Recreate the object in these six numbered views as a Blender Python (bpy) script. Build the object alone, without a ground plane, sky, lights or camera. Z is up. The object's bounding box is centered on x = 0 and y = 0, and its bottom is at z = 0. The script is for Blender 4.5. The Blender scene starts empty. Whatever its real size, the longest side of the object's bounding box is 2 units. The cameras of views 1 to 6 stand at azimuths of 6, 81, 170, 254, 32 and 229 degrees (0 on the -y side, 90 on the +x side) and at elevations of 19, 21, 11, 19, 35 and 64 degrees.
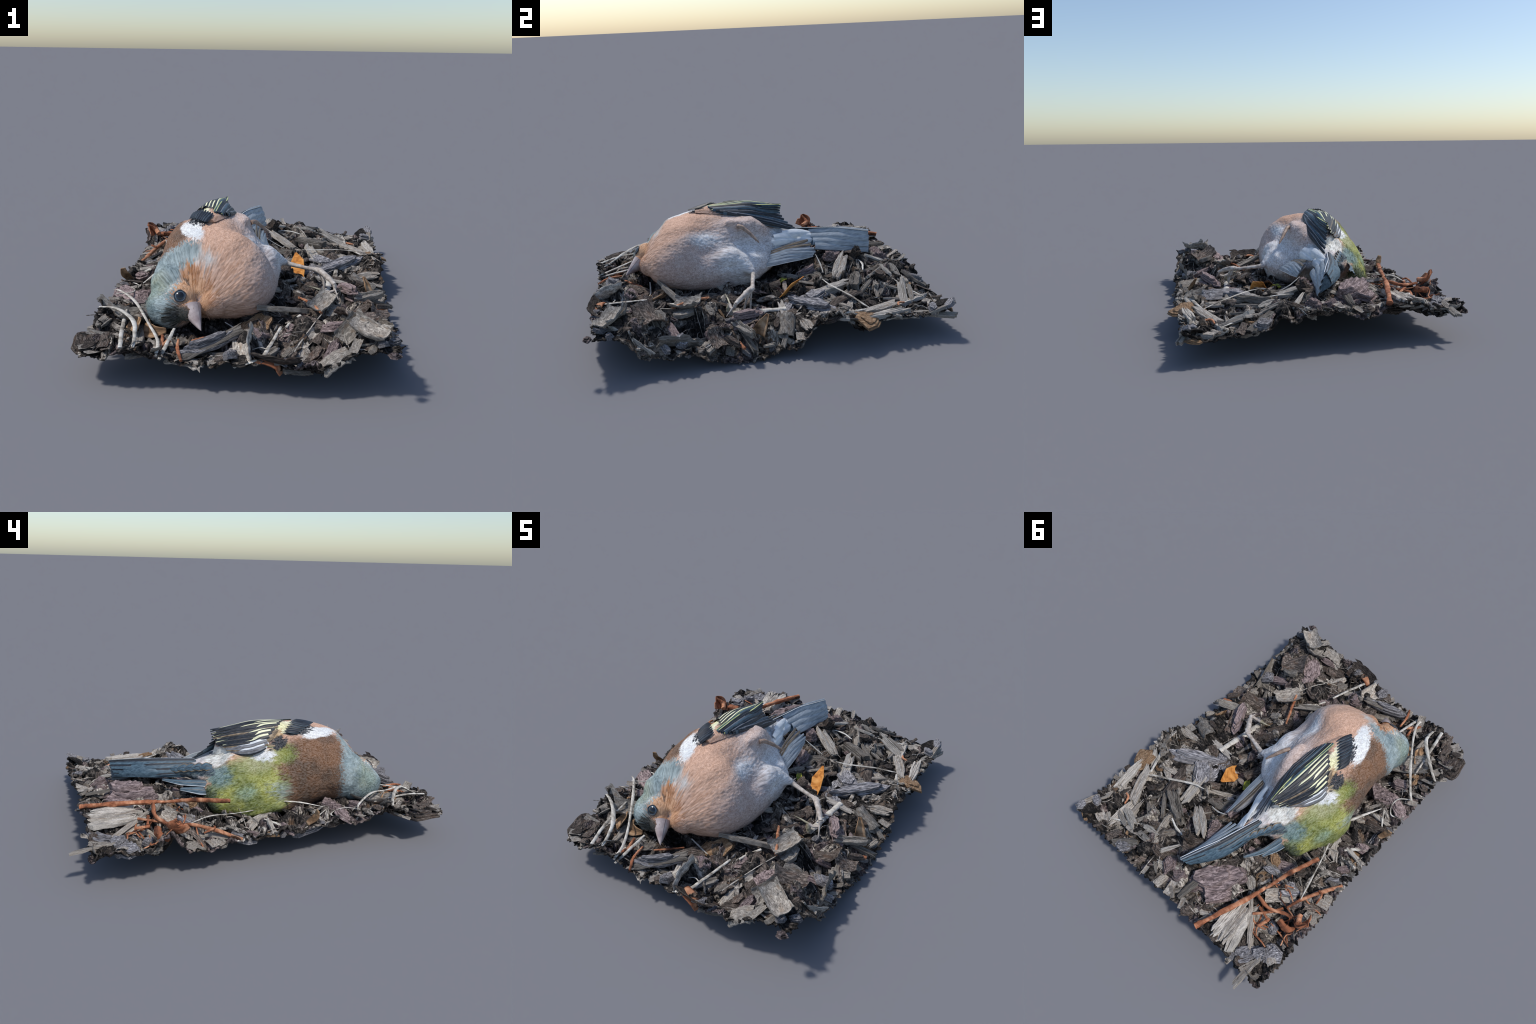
"""A small dead finch lying on a square of wood-chip mulch, built part by part."""
import bpy, bmesh, math, random
import numpy as np
from mathutils import Vector, Matrix, noise as mnoise

rng = random.Random(7)
nrg = np.random.default_rng(11)
D = bpy.data


# ------------------------------------------------------------------ helpers
def lin(r, g, b):
    f = lambda c: (c / 255 / 12.92) if c <= 10 else ((c / 255 + 0.055) / 1.055) ** 2.4
    return (f(r), f(g), f(b), 1.0)


def link(ob, parent=None):
    bpy.context.scene.collection.objects.link(ob)
    if parent is not None:
        ob.parent = parent
    return ob


def empty(name, loc, parent=None):
    ob = D.objects.new(name, None)
    ob.location = loc
    ob.empty_display_size = 0.05
    return link(ob, parent)


def mesh_from(name, verts, faces, mats=(), smooth=True, angle=None):
    me = D.meshes.new(name)
    me.from_pydata([tuple(v) for v in verts], [], [tuple(f) for f in faces])
    for m in mats:
        me.materials.append(m)
    if smooth:
        me.polygons.foreach_set("use_smooth", [True] * len(me.polygons))
        if angle:
            me.set_sharp_from_angle(angle=math.radians(angle))
    me.update()
    return me


def place(name, me, parent, base):
    """Object whose mesh is written in scene coordinates, child of an empty standing at `base`."""
    ob = D.objects.new(name, me)
    link(ob, parent)
    ob.matrix_parent_inverse = Matrix.Translation(base).inverted()
    return ob


def catmull(pts, n):
    p = np.array(pts, float)
    p = np.vstack([2 * p[0] - p[1], p, 2 * p[-1] - p[-2]])
    out = []
    segs = len(p) - 3
    for k in range(n):
        t = k / (n - 1) * segs
        i = min(int(t), segs - 1)
        f = t - i
        a, b, c, d = p[i], p[i + 1], p[i + 2], p[i + 3]
        out.append(0.5 * (2 * b + (c - a) * f + (2 * a - 5 * b + 4 * c - d) * f * f + (3 * b - a - 3 * c + d) * f ** 3))
    return np.array(out)


# ------------------------------------------------------------------ node helpers
class Nodes:
    def __init__(self, name):
        self.mat = D.materials.new(name)
        self.mat.use_nodes = True
        self.t = self.mat.node_tree
        self.bsdf = next(n for n in self.t.nodes if n.type == "BSDF_PRINCIPLED")
        self.coord = self.t.nodes.new("ShaderNodeTexCoord")
        self.P = self.coord.outputs["Object"]

    def n(self, kind, **kw):
        node = self.t.nodes.new(kind)
        for k, v in kw.items():
            setattr(node, k, v)
        return node

    def set(self, sock, v):
        if isinstance(v, bpy.types.NodeSocket):
            self.t.links.new(v, sock)
        else:
            sock.default_value = v

    def math(self, op, a, b=0.0, clamp=False):
        m = self.n("ShaderNodeMath", operation=op, use_clamp=clamp)
        self.set(m.inputs[0], a)
        self.set(m.inputs[1], b)
        return m.outputs[0]

    def vmath(self, op, a, b=(0, 0, 0), out=0):
        m = self.n("ShaderNodeVectorMath", operation=op)
        self.set(m.inputs[0], a)
        if op == "SCALE":
            self.set(m.inputs["Scale"], b)
        else:
            self.set(m.inputs[1], b)
        return m.outputs["Value"] if op in ("LENGTH", "DOT_PRODUCT") else m.outputs[0]

    def mix(self, fac, a, b, blend="MIX"):
        m = self.n("ShaderNodeMix", data_type="RGBA", blend_type=blend)
        self.set(m.inputs[0], fac)
        self.set(m.inputs[6], a)
        self.set(m.inputs[7], b)
        return m.outputs[2]

    def noise(self, scale, vec=None, stretch=None, detail=4.0, rough=0.6, dist=0.0, color=False, loc=None):
        vec = self.P if vec is None else vec
        if stretch is not None or loc is not None:
            mp = self.n("ShaderNodeMapping")
            mp.inputs["Scale"].default_value = stretch or (1, 1, 1)
            if loc is not None:
                self.set(mp.inputs["Location"], loc)
            self.set(mp.inputs["Vector"], vec)
            vec = mp.outputs[0]
        nz = self.n("ShaderNodeTexNoise")
        self.set(nz.inputs["Vector"], vec)
        nz.inputs["Scale"].default_value = scale
        nz.inputs["Detail"].default_value = detail
        nz.inputs["Roughness"].default_value = rough
        nz.inputs["Distortion"].default_value = dist
        return nz.outputs["Color"] if color else nz.outputs[0]

    def ramp(self, fac, stops, mode="LINEAR"):
        r = self.n("ShaderNodeValToRGB")
        r.color_ramp.interpolation = mode
        el = r.color_ramp.elements
        while len(el) < len(stops):
            el.new(0.5)
        for e, (p, c) in zip(el, stops):
            e.position = p
            e.color = c
        self.set(r.inputs[0], fac)
        return r.outputs[0]

    def remap(self, v, a, b, lo=0.0, hi=1.0, kind="SMOOTHSTEP"):
        m = self.n("ShaderNodeMapRange", interpolation_type=kind)
        self.set(m.inputs[0], v)
        for i, x in zip((1, 2, 3, 4), (a, b, lo, hi)):
            self.set(m.inputs[i], x)
        return m.outputs[0]

    def bump(self, height, strength=0.5, distance=0.01):
        b = self.n("ShaderNodeBump")
        b.inputs["Strength"].default_value = strength
        b.inputs["Distance"].default_value = distance
        self.set(b.inputs["Height"], height)
        self.set(self.bsdf.inputs["Normal"], b.outputs[0])

    def done(self, color, rough=0.8, spec=0.3):
        self.set(self.bsdf.inputs["Base Color"], color)
        self.set(self.bsdf.inputs["Roughness"], rough)
        self.bsdf.inputs["Specular IOR Level"].default_value = spec
        return self.mat


def fibre_material(name, dark, mid, light, grain=(1.0, 20, 20), scale=3.2, speck=0.0, vary=0.5, warm=None):
    """Weathered wood or bark: streaks along local X, blotches, and a shift per piece."""
    m = Nodes(name)
    info = m.n("ShaderNodeObjectInfo")
    off = m.math("MULTIPLY", info.outputs["Random"], 37.0)
    comb = m.n("ShaderNodeCombineXYZ")
    for i in range(3):
        m.set(comb.inputs[i], off)
    streak = m.noise(scale, stretch=grain, detail=5, rough=0.65, dist=0.4, loc=comb.outputs[0])
    blotch = m.noise(scale * 1.3, stretch=(1.5, 2.5, 2.5), detail=3, loc=comb.outputs[0])
    f = m.math("ADD", m.math("MULTIPLY", streak, 0.65), m.math("MULTIPLY", blotch, 0.35))
    col = m.ramp(f, [(0.37, dark), (0.49, mid), (0.61, light)])
    if speck:
        sp = m.noise(scale * 9, stretch=(1.4, 3, 3), detail=3, loc=comb.outputs[0])
        col = m.mix(m.remap(sp, 0.55, 0.66, 0, speck), col, dark)
    if warm:
        w = m.noise(scale * 0.8, stretch=(1, 2, 2), detail=2, loc=comb.outputs[0])
        col = m.mix(m.remap(w, 0.52, 0.68, 0, 0.6), col, warm)
    hs = m.n("ShaderNodeHueSaturation")
    m.set(hs.inputs["Value"], m.remap(info.outputs["Random"], 0, 1, 1 - vary, 1 + vary, "LINEAR"))
    m.set(hs.inputs["Color"], col)
    m.bump(f, 0.7, 0.012)
    return m.done(hs.outputs[0], 0.85, 0.25)


GREY0, GREY1, GREY2 = lin(70, 65, 61), lin(142, 135, 127), lin(214, 206, 195)
MAT = {
    "wood": fibre_material("weathered_wood", GREY0, GREY1, GREY2, warm=lin(140, 122, 104)),
    "pale": fibre_material("bleached_wood", lin(110, 102, 94), lin(196, 188, 178), lin(236, 229, 219), speck=0.85, vary=0.15),
    "bark": fibre_material("dark_bark", lin(30, 27, 25), lin(76, 68, 63), lin(138, 126, 117), grain=(2, 7, 7), warm=lin(86, 66, 54)),
    "plum": fibre_material("purple_bark", lin(46, 40, 41), lin(124, 108, 107), lin(182, 164, 161), grain=(2.5, 6, 6), vary=0.2),
    "slate": fibre_material("grey_bark", lin(36, 36, 39), lin(112, 110, 113), lin(186, 183, 185), grain=(2, 7, 7), vary=0.25),
    "tan": fibre_material("tan_bark", lin(70, 52, 38), lin(142, 112, 84), lin(186, 158, 128), grain=(2, 7, 7), vary=0.2),
    "straw": fibre_material("dry_straw", lin(112, 104, 94), lin(178, 172, 162), lin(214, 210, 202), grain=(0.6, 12, 12), vary=0.12),
    "twig": fibre_material("orange_twig", lin(74, 46, 34), lin(150, 94, 66), lin(196, 146, 114), grain=(1.5, 6, 6), vary=0.15),
    "leaf": fibre_material("orange_leaf", lin(150, 92, 40), lin(200, 134, 66), lin(216, 158, 92), grain=(2, 4, 4), scale=8, vary=0.1),
    "litter_dark": fibre_material("dark_litter", lin(8, 8, 8), lin(32, 29, 28), lin(92, 85, 79), grain=(3, 10, 6), scale=9, vary=0.0),
    "litter_mid": fibre_material("brown_litter", lin(20, 18, 17), lin(74, 68, 63), lin(146, 136, 126), grain=(9, 3, 6), scale=9, vary=0.0, warm=lin(110, 86, 66)),
    "litter_grey": fibre_material("grey_litter", lin(40, 38, 36), lin(122, 115, 108), lin(200, 192, 182), grain=(3, 11, 6), scale=9, vary=0.0),
    "litter_plum": fibre_material("purple_litter", lin(26, 23, 23), lin(82, 72, 71), lin(140, 127, 124), grain=(8, 4, 6), scale=9, vary=0.0),
}

# ================================================================== MULCH
mulch = empty("mulch_patch", (0, 0, 0))
mulch["label"] = "ragged square patch of grey brown wood chip mulch"
mulch["category"] = "mulch ground"

# edge lines of the patch (x, y, z), walked corner to corner
EDGE_RIGHT = [(0.714, -0.900, 0.215), (0.722, -0.803, 0.205), (0.730, -0.743, 0.185), (0.745, -0.670, 0.09), (0.752, -0.520, 0.075), (0.752, -0.432, 0.09), (0.752, -0.348, 0.04), (0.750, -0.220, 0.004), (0.752, -0.060, 0.000), (0.748, 0.02, 0.04), (0.748, 0.110, 0.03), (0.735, 0.222, 0.16), (0.730, 0.345, 0.21), (0.726, 0.405, 0.15), (0.722, 0.472, 0.08), (0.720, 0.545, 0.13), (0.720, 0.673, 0.14), (0.718, 0.806, 0.12), (0.706, 0.900, 0.13), (0.706, 0.985, 0.18)]
EDGE_BACK = [(0.706, 0.985, 0.18), (0.620, 0.985, 0.11), (0.490, 0.970, 0.12), (0.381, 0.950, 0.13), (0.290, 0.948, 0.14), (0.236, 0.942, 0.20), (0.160, 0.944, 0.16), (0.114, 0.944, 0.20), (0.050, 0.930, 0.22), (-0.068, 0.914, 0.20), (-0.170, 0.908, 0.16), (-0.252, 0.900, 0.15), (-0.328, 0.893, 0.22), (-0.449, 0.884, 0.215), (-0.530, 0.880, 0.205), (-0.590, 0.878, 0.130), (-0.641, 0.874, 0.16), (-0.752, 0.876, 0.13)]
EDGE_LEFT = [(-0.620, -0.982, 0.125), (-0.632, -0.872, 0.15), (-0.637, -0.748, 0.15), (-0.646, -0.640, 0.23), (-0.650, -0.550, 0.17), (-0.652, -0.450, 0.14), (-0.662, -0.325, 0.19), (-0.671, -0.273, 0.17), (-0.680, -0.136, 0.14), (-0.692, -0.030, 0.17), (-0.695, 0.076, 0.14), (-0.699, 0.226, 0.15), (-0.722, 0.300, 0.12), (-0.729, 0.429, 0.13), (-0.742, 0.510, 0.24), (-0.744, 0.591, 0.16), (-0.747, 0.670, 0.155), (-0.757, 0.760, 0.19), (-0.755, 0.829, 0.165), (-0.752, 0.876, 0.13)]
EDGE_FRONT = [(-0.620, -0.982, 0.125), (-0.506, -0.990, 0.14), (-0.420, -0.985, 0.185), (-0.339, -0.970, 0.15), (-0.278, -0.962, 0.16), (-0.174, -0.960, 0.11), (-0.078, -0.960, 0.105), (0.002, -0.955, 0.135), (0.090, -0.948, 0.135), (0.182, -0.952, 0.14), (0.235, -0.955, 0.115), (0.351, -0.955, 0.145), (0.400, -0.950, 0.125), (0.516, -0.925, 0.19), (0.620, -0.905, 0.205), (0.714, -0.900, 0.21)]

# heights of the litter bed, a loose set of survey points (x, y, z)
BED_NEAR = [(0.373, 0.229, 0.13), (0.292, 0.515, 0.17), (0.262, 0.363, 0.19), (0.631, 0.571, 0.12), (0.407, 0.504, 0.17), (0.188, 0.602, 0.18), (0.655, 0.73, 0.13), (0.697, 0.504, 0.14), (0.523, 0.731, 0.11), (0.608, 0.341, 0.18), (0.337, 0.139, 0.12), (0.404, -0.206, 0.09), (0.434, 0.101, 0.1), (0.387, -0.51, 0.17), (0.276, -0.309, 0.14), (0.564, -0.209, 0.15), (0.453, 0.002, 0.11), (0.537, -0.207, 0.12), (0.443, -0.368, 0.19), (0.627, -0.281, 0.15), (0.33, -0.451, 0.15), (0.103, -0.581, 0.2), (0.153, -0.902, 0.13), (0.209, -0.655, 0.14), (0.053, -0.776, 0.22), (-0.27, -0.972, 0.13), (-0.26, -0.77, 0.15), (-0.29, -0.87, 0.15), (-0.37, -0.765, 0.16), (-0.477, -0.615, 0.18), (-0.62, -0.467, 0.2), (-0.437, -0.961, 0.16), (-0.474, -0.817, 0.18), (-0.52, -0.612, 0.17), (-0.634, -0.665, 0.2), (-0.449, -0.075, 0.17), (-0.533, -0.31, 0.17), (-0.567, 0.3, 0.19), (-0.517, 0.162, 0.17), (-0.514, 0.193, 0.2), (-0.466, 0.358, 0.22), (-0.42, 0.57, 0.22), (-0.339, 0.864, 0.2), (-0.68, 0.174, 0.13), (-0.6, 0.402, 0.19), (-0.284, 0.555, 0.25), (-0.141, 0.795, 0.21), (-0.398, 0.875, 0.21), (-0.559, 0.88, 0.2), (-0.382, 0.576, 0.19), (-0.63, 0.791, 0.15), (-0.63, 0.701, 0.17), (0.041, 0.798, 0.2), (-0.436, -0.405, 0.17), (0.0, 0.48, 0.24), (0.056, 0.629, 0.28), (0.216, 0.755, 0.25), (0.316, 0.788, 0.22), (0.496, 0.192, 0.16), (0.15, 0.15, 0.1), (-0.7, 0.48, 0.24), (-0.68, 0.73, 0.18), (0.71, -0.1, 0.05), (0.7, -0.4, 0.08), (0.71, 0.05, 0.05), (0.7, 0.25, 0.15), (0.7, 0.65, 0.13), (0.65, 0.95, 0.12), (0.3, 0.93, 0.16), (0.0, 0.9, 0.19), (-0.25, 0.88, 0.19), (0.1, 0.1, 0.19), (0.12, 0.2, 0.17), (0.17, 0.1, 0.18), (0.24, -0.3, 0.18), (0.2, -0.16, 0.18), (0.3, -0.1, 0.14), (0.28, 0.02, 0.13), (0.66, -0.38, 0.06), (0.68, -0.86, 0.23), (0.6, -0.9, 0.2), (0.39, -0.88, 0.09), (0.33, -0.8, 0.1), (0.68, 0.45, 0.07), (0.66, 0.55, 0.08), (-0.69, 0.16, 0.12), (-0.66, -0.1, 0.13), (0.53, -0.91, 0.19), (0.73, -0.5, 0.09), (0.64, -0.335, 0.1)]
BED_FAR = [(0.71, -0.3, 0.09), (0.48, 0.4, 0.11), (0.43, 0.33, 0.16), (0.51, 0.95, 0.11), (0.3, 0.81, 0.2), (0.45, 0.64, 0.12), (0.33, 0.66, 0.19), (0.68, 0.39, 0.2), (-0.56, 0.0, 0.18), (-0.69, -0.01, 0.15), (-0.56, 0.08, 0.11), (-0.67, -0.21, 0.2), (-0.52, -0.27, 0.17), (-0.66, -0.45, 0.12), (-0.52, -0.54, 0.2), (-0.47, -0.41, 0.17), (0.2, 0.3, 0.16), (0.1, 0.3, 0.18), (0.57, -0.93, 0.23), (0.75, -0.9, 0.21), (0.38, -0.15, 0.15), (0.64, -0.02, 0.14), (0.58, 0.05, 0.15), (0.56, 0.15, 0.16), (0.5, -0.08, 0.14), (0.68, 0.06, 0.1), (-0.28, 0.9, 0.24), (-0.1, 0.83, 0.24), (-0.2, 0.86, 0.24), (-0.41, 0.89, 0.23), (-0.2, 0.4, 0.25), (-0.15, 0.5, 0.27), (-0.1, 0.6, 0.27), (-0.06, 0.68, 0.25), (-0.28, 0.4, 0.24), (0.24, 0.06, 0.17), (0.28, -0.33, 0.18), (0.38, -0.63, 0.19), (-0.62, -0.59, 0.21), (0.5, 0.94, 0.15), (0.56, -0.4, 0.08), (0.65, -0.42, 0.05), (0.0, -0.68, 0.08), (-0.07, -0.72, 0.12), (-0.47, 0.25, 0.18), (-0.38, -0.77, 0.12), (-0.43, -0.71, 0.13), (-0.1, -0.9, 0.12), (-0.7, 0.35, 0.12), (-0.62, 0.1, 0.12), (-0.6, 0.2, 0.14), (-0.62, 0.3, 0.15), (-0.62, -0.15, 0.13), (-0.6, -0.3, 0.14), (-0.62, 0.02, 0.13), (0.62, -0.75, 0.268), (0.57, -0.75, 0.272), (0.52, -0.74, 0.265), (0.47, -0.7, 0.245), (0.478, -0.652, 0.25), (0.66, -0.77, 0.245), (0.7, -0.8, 0.21), (0.57, -0.82, 0.25), (0.42, -0.72, 0.205), (0.36, -0.72, 0.165), (0.62, -0.66, 0.235), (0.66, -0.65, 0.19), (0.64, -0.84, 0.24), (-0.62, 0.58, 0.12), (-0.55, 0.63, 0.15), (-0.67, 0.65, 0.15), (-0.6, 0.8, 0.15), (0.47, -0.3, 0.09), (0.52, -0.31, 0.09), (0.6, -0.41, 0.05), (0.58, -0.34, 0.08), (0.37, -0.87, 0.08), (0.43, -0.89, 0.1), (0.3, -0.84, 0.08), (-0.05, -0.72, 0.08), (-0.4, -0.85, 0.13), (-0.3, -0.88, 0.12), (-0.5, 0.88, 0.22)]
BED = np.array(BED_NEAR + BED_FAR)


def bed(x, y):
    x = np.asarray(x, float)
    y = np.asarray(y, float)
    d2 = (BED[:, 0] - x[..., None]) ** 2 + (BED[:, 1] - y[..., None]) ** 2 + 4e-4
    w = d2 ** -1.6
    return (w * BED[:, 2]).sum(-1) / w.sum(-1) - 0.010


def fractal(x, y, s, seed, octaves=4):
    v = 0
    a = 1.0
    for o in range(octaves):
        v += a * mnoise.noise(Vector((x * s + seed * 7.3, y * s - seed * 3.1, seed * 1.7)))
        a *= 0.5
        s *= 2.07
    return v


def along(edge, t):
    e = np.array(edge)
    s = np.concatenate([[0], np.cumsum(np.linalg.norm(np.diff(e[:, :2], axis=0), axis=1))])
    s /= s[-1]
    return np.stack([np.interp(t, s, e[:, k]) for k in range(3)], -1)


def build_bed():
    nu, nv = 290, 380
    u = np.linspace(0, 1, nu)
    v = np.linspace(0, 1, nv)
    L, R = along(EDGE_LEFT, v), along(EDGE_RIGHT, v)
    F, B = along(EDGE_FRONT, u), along(EDGE_BACK[::-1], u)

    def ragged(e, seed, axis):
        out = e.copy()
        for i in range(len(e)):
            w = fractal(i * 0.0095, seed * 3.3, 16, seed, 3)
            tooth = abs(((i * 0.134 + 0.7 * w) % 1.0) - 0.5) - 0.25
            out[i, axis] += 0.010 * w + 0.045 * tooth * (1 + w)
            out[i, 2] += 0.006 + 0.016 * fractal(i * 0.008, seed * 9.1, 14, seed + 5, 3) + 0.05 * abs(tooth * w)
        return out

    L, R, F, B = ragged(L, 1, 0), ragged(R, 2, 0), ragged(F, 3, 1), ragged(B, 4, 1)
    U, V = np.meshgrid(u, v)
    Uc, Vc = U[..., None], V[..., None]
    coons = (1 - Uc) * L[:, None] + Uc * R[:, None] + (1 - Vc) * F[None] + Vc * B[None]
    coons -= (1 - Uc) * (1 - Vc) * L[0] + Uc * (1 - Vc) * R[0] + (1 - Uc) * Vc * L[-1] + Uc * Vc * R[-1]
    X, Y = coons[..., 0], coons[..., 1]
    edge_z = coons[..., 2].copy()
    # nearest edge decides the rim height
    dl, dr, df, db = U * 1.4, (1 - U) * 1.4, V * 1.9, (1 - V) * 1.9
    dist = np.minimum(np.minimum(dl, dr), np.minimum(df, db))
    ws = [1 / (d + 1e-3) ** 3 for d in (dl, dr, df, db)]
    zs = [np.repeat(L[:, 2:3], nu, 1), np.repeat(R[:, 2:3], nu, 1), np.repeat(F[None, :, 2], nv, 0), np.repeat(B[None, :, 2], nv, 0)]
    rim = sum(w * z for w, z in zip(ws, zs)) / sum(ws)
    core = bed(X, Y)
    # overlapping tilted plates, as flat chips pressed together give
    n = 700
    sx, sy = nrg.uniform(-0.78, 0.78, n), nrg.uniform(-1.02, 1.02, n)
    ang = nrg.uniform(0, math.pi, n)
    asp = nrg.uniform(1.3, 3.4, n)
    lift = nrg.normal(0, 0.018, n)
    tx, ty = nrg.normal(0, 0.36, n), nrg.normal(0, 0.36, n)
    kind = nrg.choice(4, n, p=[0.52, 0.26, 0.13, 0.09])
    wx = np.array([[fractal(a, b, 9, 21, 3) for a, b in zip(r, q)] for r, q in zip(X, Y)])
    wy = np.array([[fractal(a, b, 9, 22, 3) for a, b in zip(r, q)] for r, q in zip(X, Y)])
    px, py = X + 0.022 * wx, Y + 0.022 * wy
    best = np.full(X.shape, 1e9)
    who = np.zeros(X.shape, int)
    for i in range(n):
        dx, dy = px - sx[i], py - sy[i]
        a = dx * math.cos(ang[i]) + dy * math.sin(ang[i])
        b = -dx * math.sin(ang[i]) + dy * math.cos(ang[i])
        d = (a / asp[i] ** 0.5) ** 2 + (b * asp[i] ** 0.5) ** 2
        m = d < best
        best[m] = d[m]
        who[m] = i
    plate = lift[who] + tx[who] * (px - sx[who]) + ty[who] * (py - sy[who]) - 14 * np.minimum(best, 0.003)
    rough = 0.010 * np.array([[fractal(a, b, 26, 31, 4) for a, b in zip(r, q)] for r, q in zip(X, Y)])
    blend = np.clip(dist / 0.10, 0, 1)
    blend = blend * blend * (3 - 2 * blend)
    relief = np.clip(plate, -0.035, 0.04) + rough
    Z = rim * (1 - blend) + core * blend + np.where(relief < 0, 0.75 * relief * (0.05 + 0.95 * blend), relief * (0.6 + 0.4 * blend))
    Z = np.maximum(Z, 0.006)
    verts = np.stack([X, Y, Z], -1).reshape(-1, 3)
    faces, fm = [], []
    order = ["litter_dark", "litter_mid", "litter_grey", "litter_plum"]
    for j in range(nv - 1):
        for i in range(nu - 1):
            a = j * nu + i
            faces.append((a, a + 1, a + nu + 1, a + nu))
            fm.append(int(kind[who[j, i]]))
    me = mesh_from("litter_bed", verts, faces, [MAT[k] for k in order])
    me.polygons.foreach_set("material_index", fm)
    ob = link(D.objects.new("litter_bed", me), mulch)
    ob["kind"] = "stuff"
    so = ob.modifiers.new("thickness", "SOLIDIFY")
    so.thickness = 0.006
    so.offset = -1
    bpy.context.view_layer.update()
    grid_tree = (X, Y, Z)
    return grid_tree


GX, GY, GZ = build_bed()


def ground(x, y):
    """Height of the built litter bed at a point."""
    u = (x + 0.69) / 1.41
    v = (y + 0.95) / 1.9
    d = (GX - x) ** 2 + (GY - y) ** 2
    return GZ.flat[int(d.argmin())]


# ------------------------------------------------------------------ loose pieces
def sliver_chip(kind, seed, mat):
    """Unit splinter of wood along X: a few fibres side by side, torn to different lengths."""
    r = random.Random(seed)
    strips = r.randint(3, 5)
    cuts = [0] + sorted(r.uniform(0.12, 0.88) for _ in range(strips - 1)) + [1]
    bend, bendz, twist = r.uniform(-0.3, 0.3), r.uniform(-0.5, 0.5), r.uniform(-0.6, 0.6)
    taper0, taper1 = r.uniform(0.5, 1.0), r.uniform(0.25, 1.0)
    verts, faces = [], []
    nseg = 10
    for s in range(strips):
        y0, y1 = cuts[s] - 0.5, cuts[s + 1] - 0.5
        if y1 - y0 < 0.05:
            continue
        xa, xb = -0.5 + r.uniform(0, 0.16), 0.5 - r.uniform(0, 0.22)
        top, bot = 0.5 * r.uniform(0.45, 1.0), -0.5
        base = len(verts)
        tip0, tip1 = r.uniform(-0.05, 0.05), r.uniform(-0.07, 0.07)
        for i in range(nseg + 1):
            t = i / nseg
            x = xa + (xb - xa) * t
            w = taper0 + (1 - taper0) * min(1, t * 3)
            w *= taper1 + (1 - taper1) * min(1, (1 - t) * 2.5)
            for k, (y, z) in enumerate(((y0, bot), (y1, bot), (y1, top * 0.8), (y1 - 0.25 * (y1 - y0), top), (y0 + 0.25 * (y1 - y0), top), (y0, top * 0.8))):
                nz = mnoise.noise(Vector((x * 5 + seed, y * 4, z * 3 + s)))
                n2 = mnoise.noise(Vector((x * 14 + seed, y * 9 + k, s)))
                yy = y * w + 0.10 * nz + bend * x * x * 1.4 + 0.02 * n2
                zz = z * (0.65 + 0.35 * w) + 0.22 * nz + 0.10 * n2 + bendz * x * x * 1.6
                xx = x + (tip0 if i == 0 else tip1 if i == nseg else 0) * (1 if k in (1, 2, 3) else -1)
                ca, sa = math.cos(twist * x), math.sin(twist * x)
                verts.append((xx, yy * ca - zz * sa, yy * sa + zz * ca))
        for i in range(nseg):
            for k in range(6):
                p, q = base + i * 6 + k, base + i * 6 + (k + 1) % 6
                faces.append((p, p + 6, q + 6, q))
        faces.append(tuple(base + k for k in range(6)))
        faces.append(tuple(base + nseg * 6 + 5 - k for k in range(6)))
    return mesh_from(kind + "_piece", verts, faces, [mat], True, 32)


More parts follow.
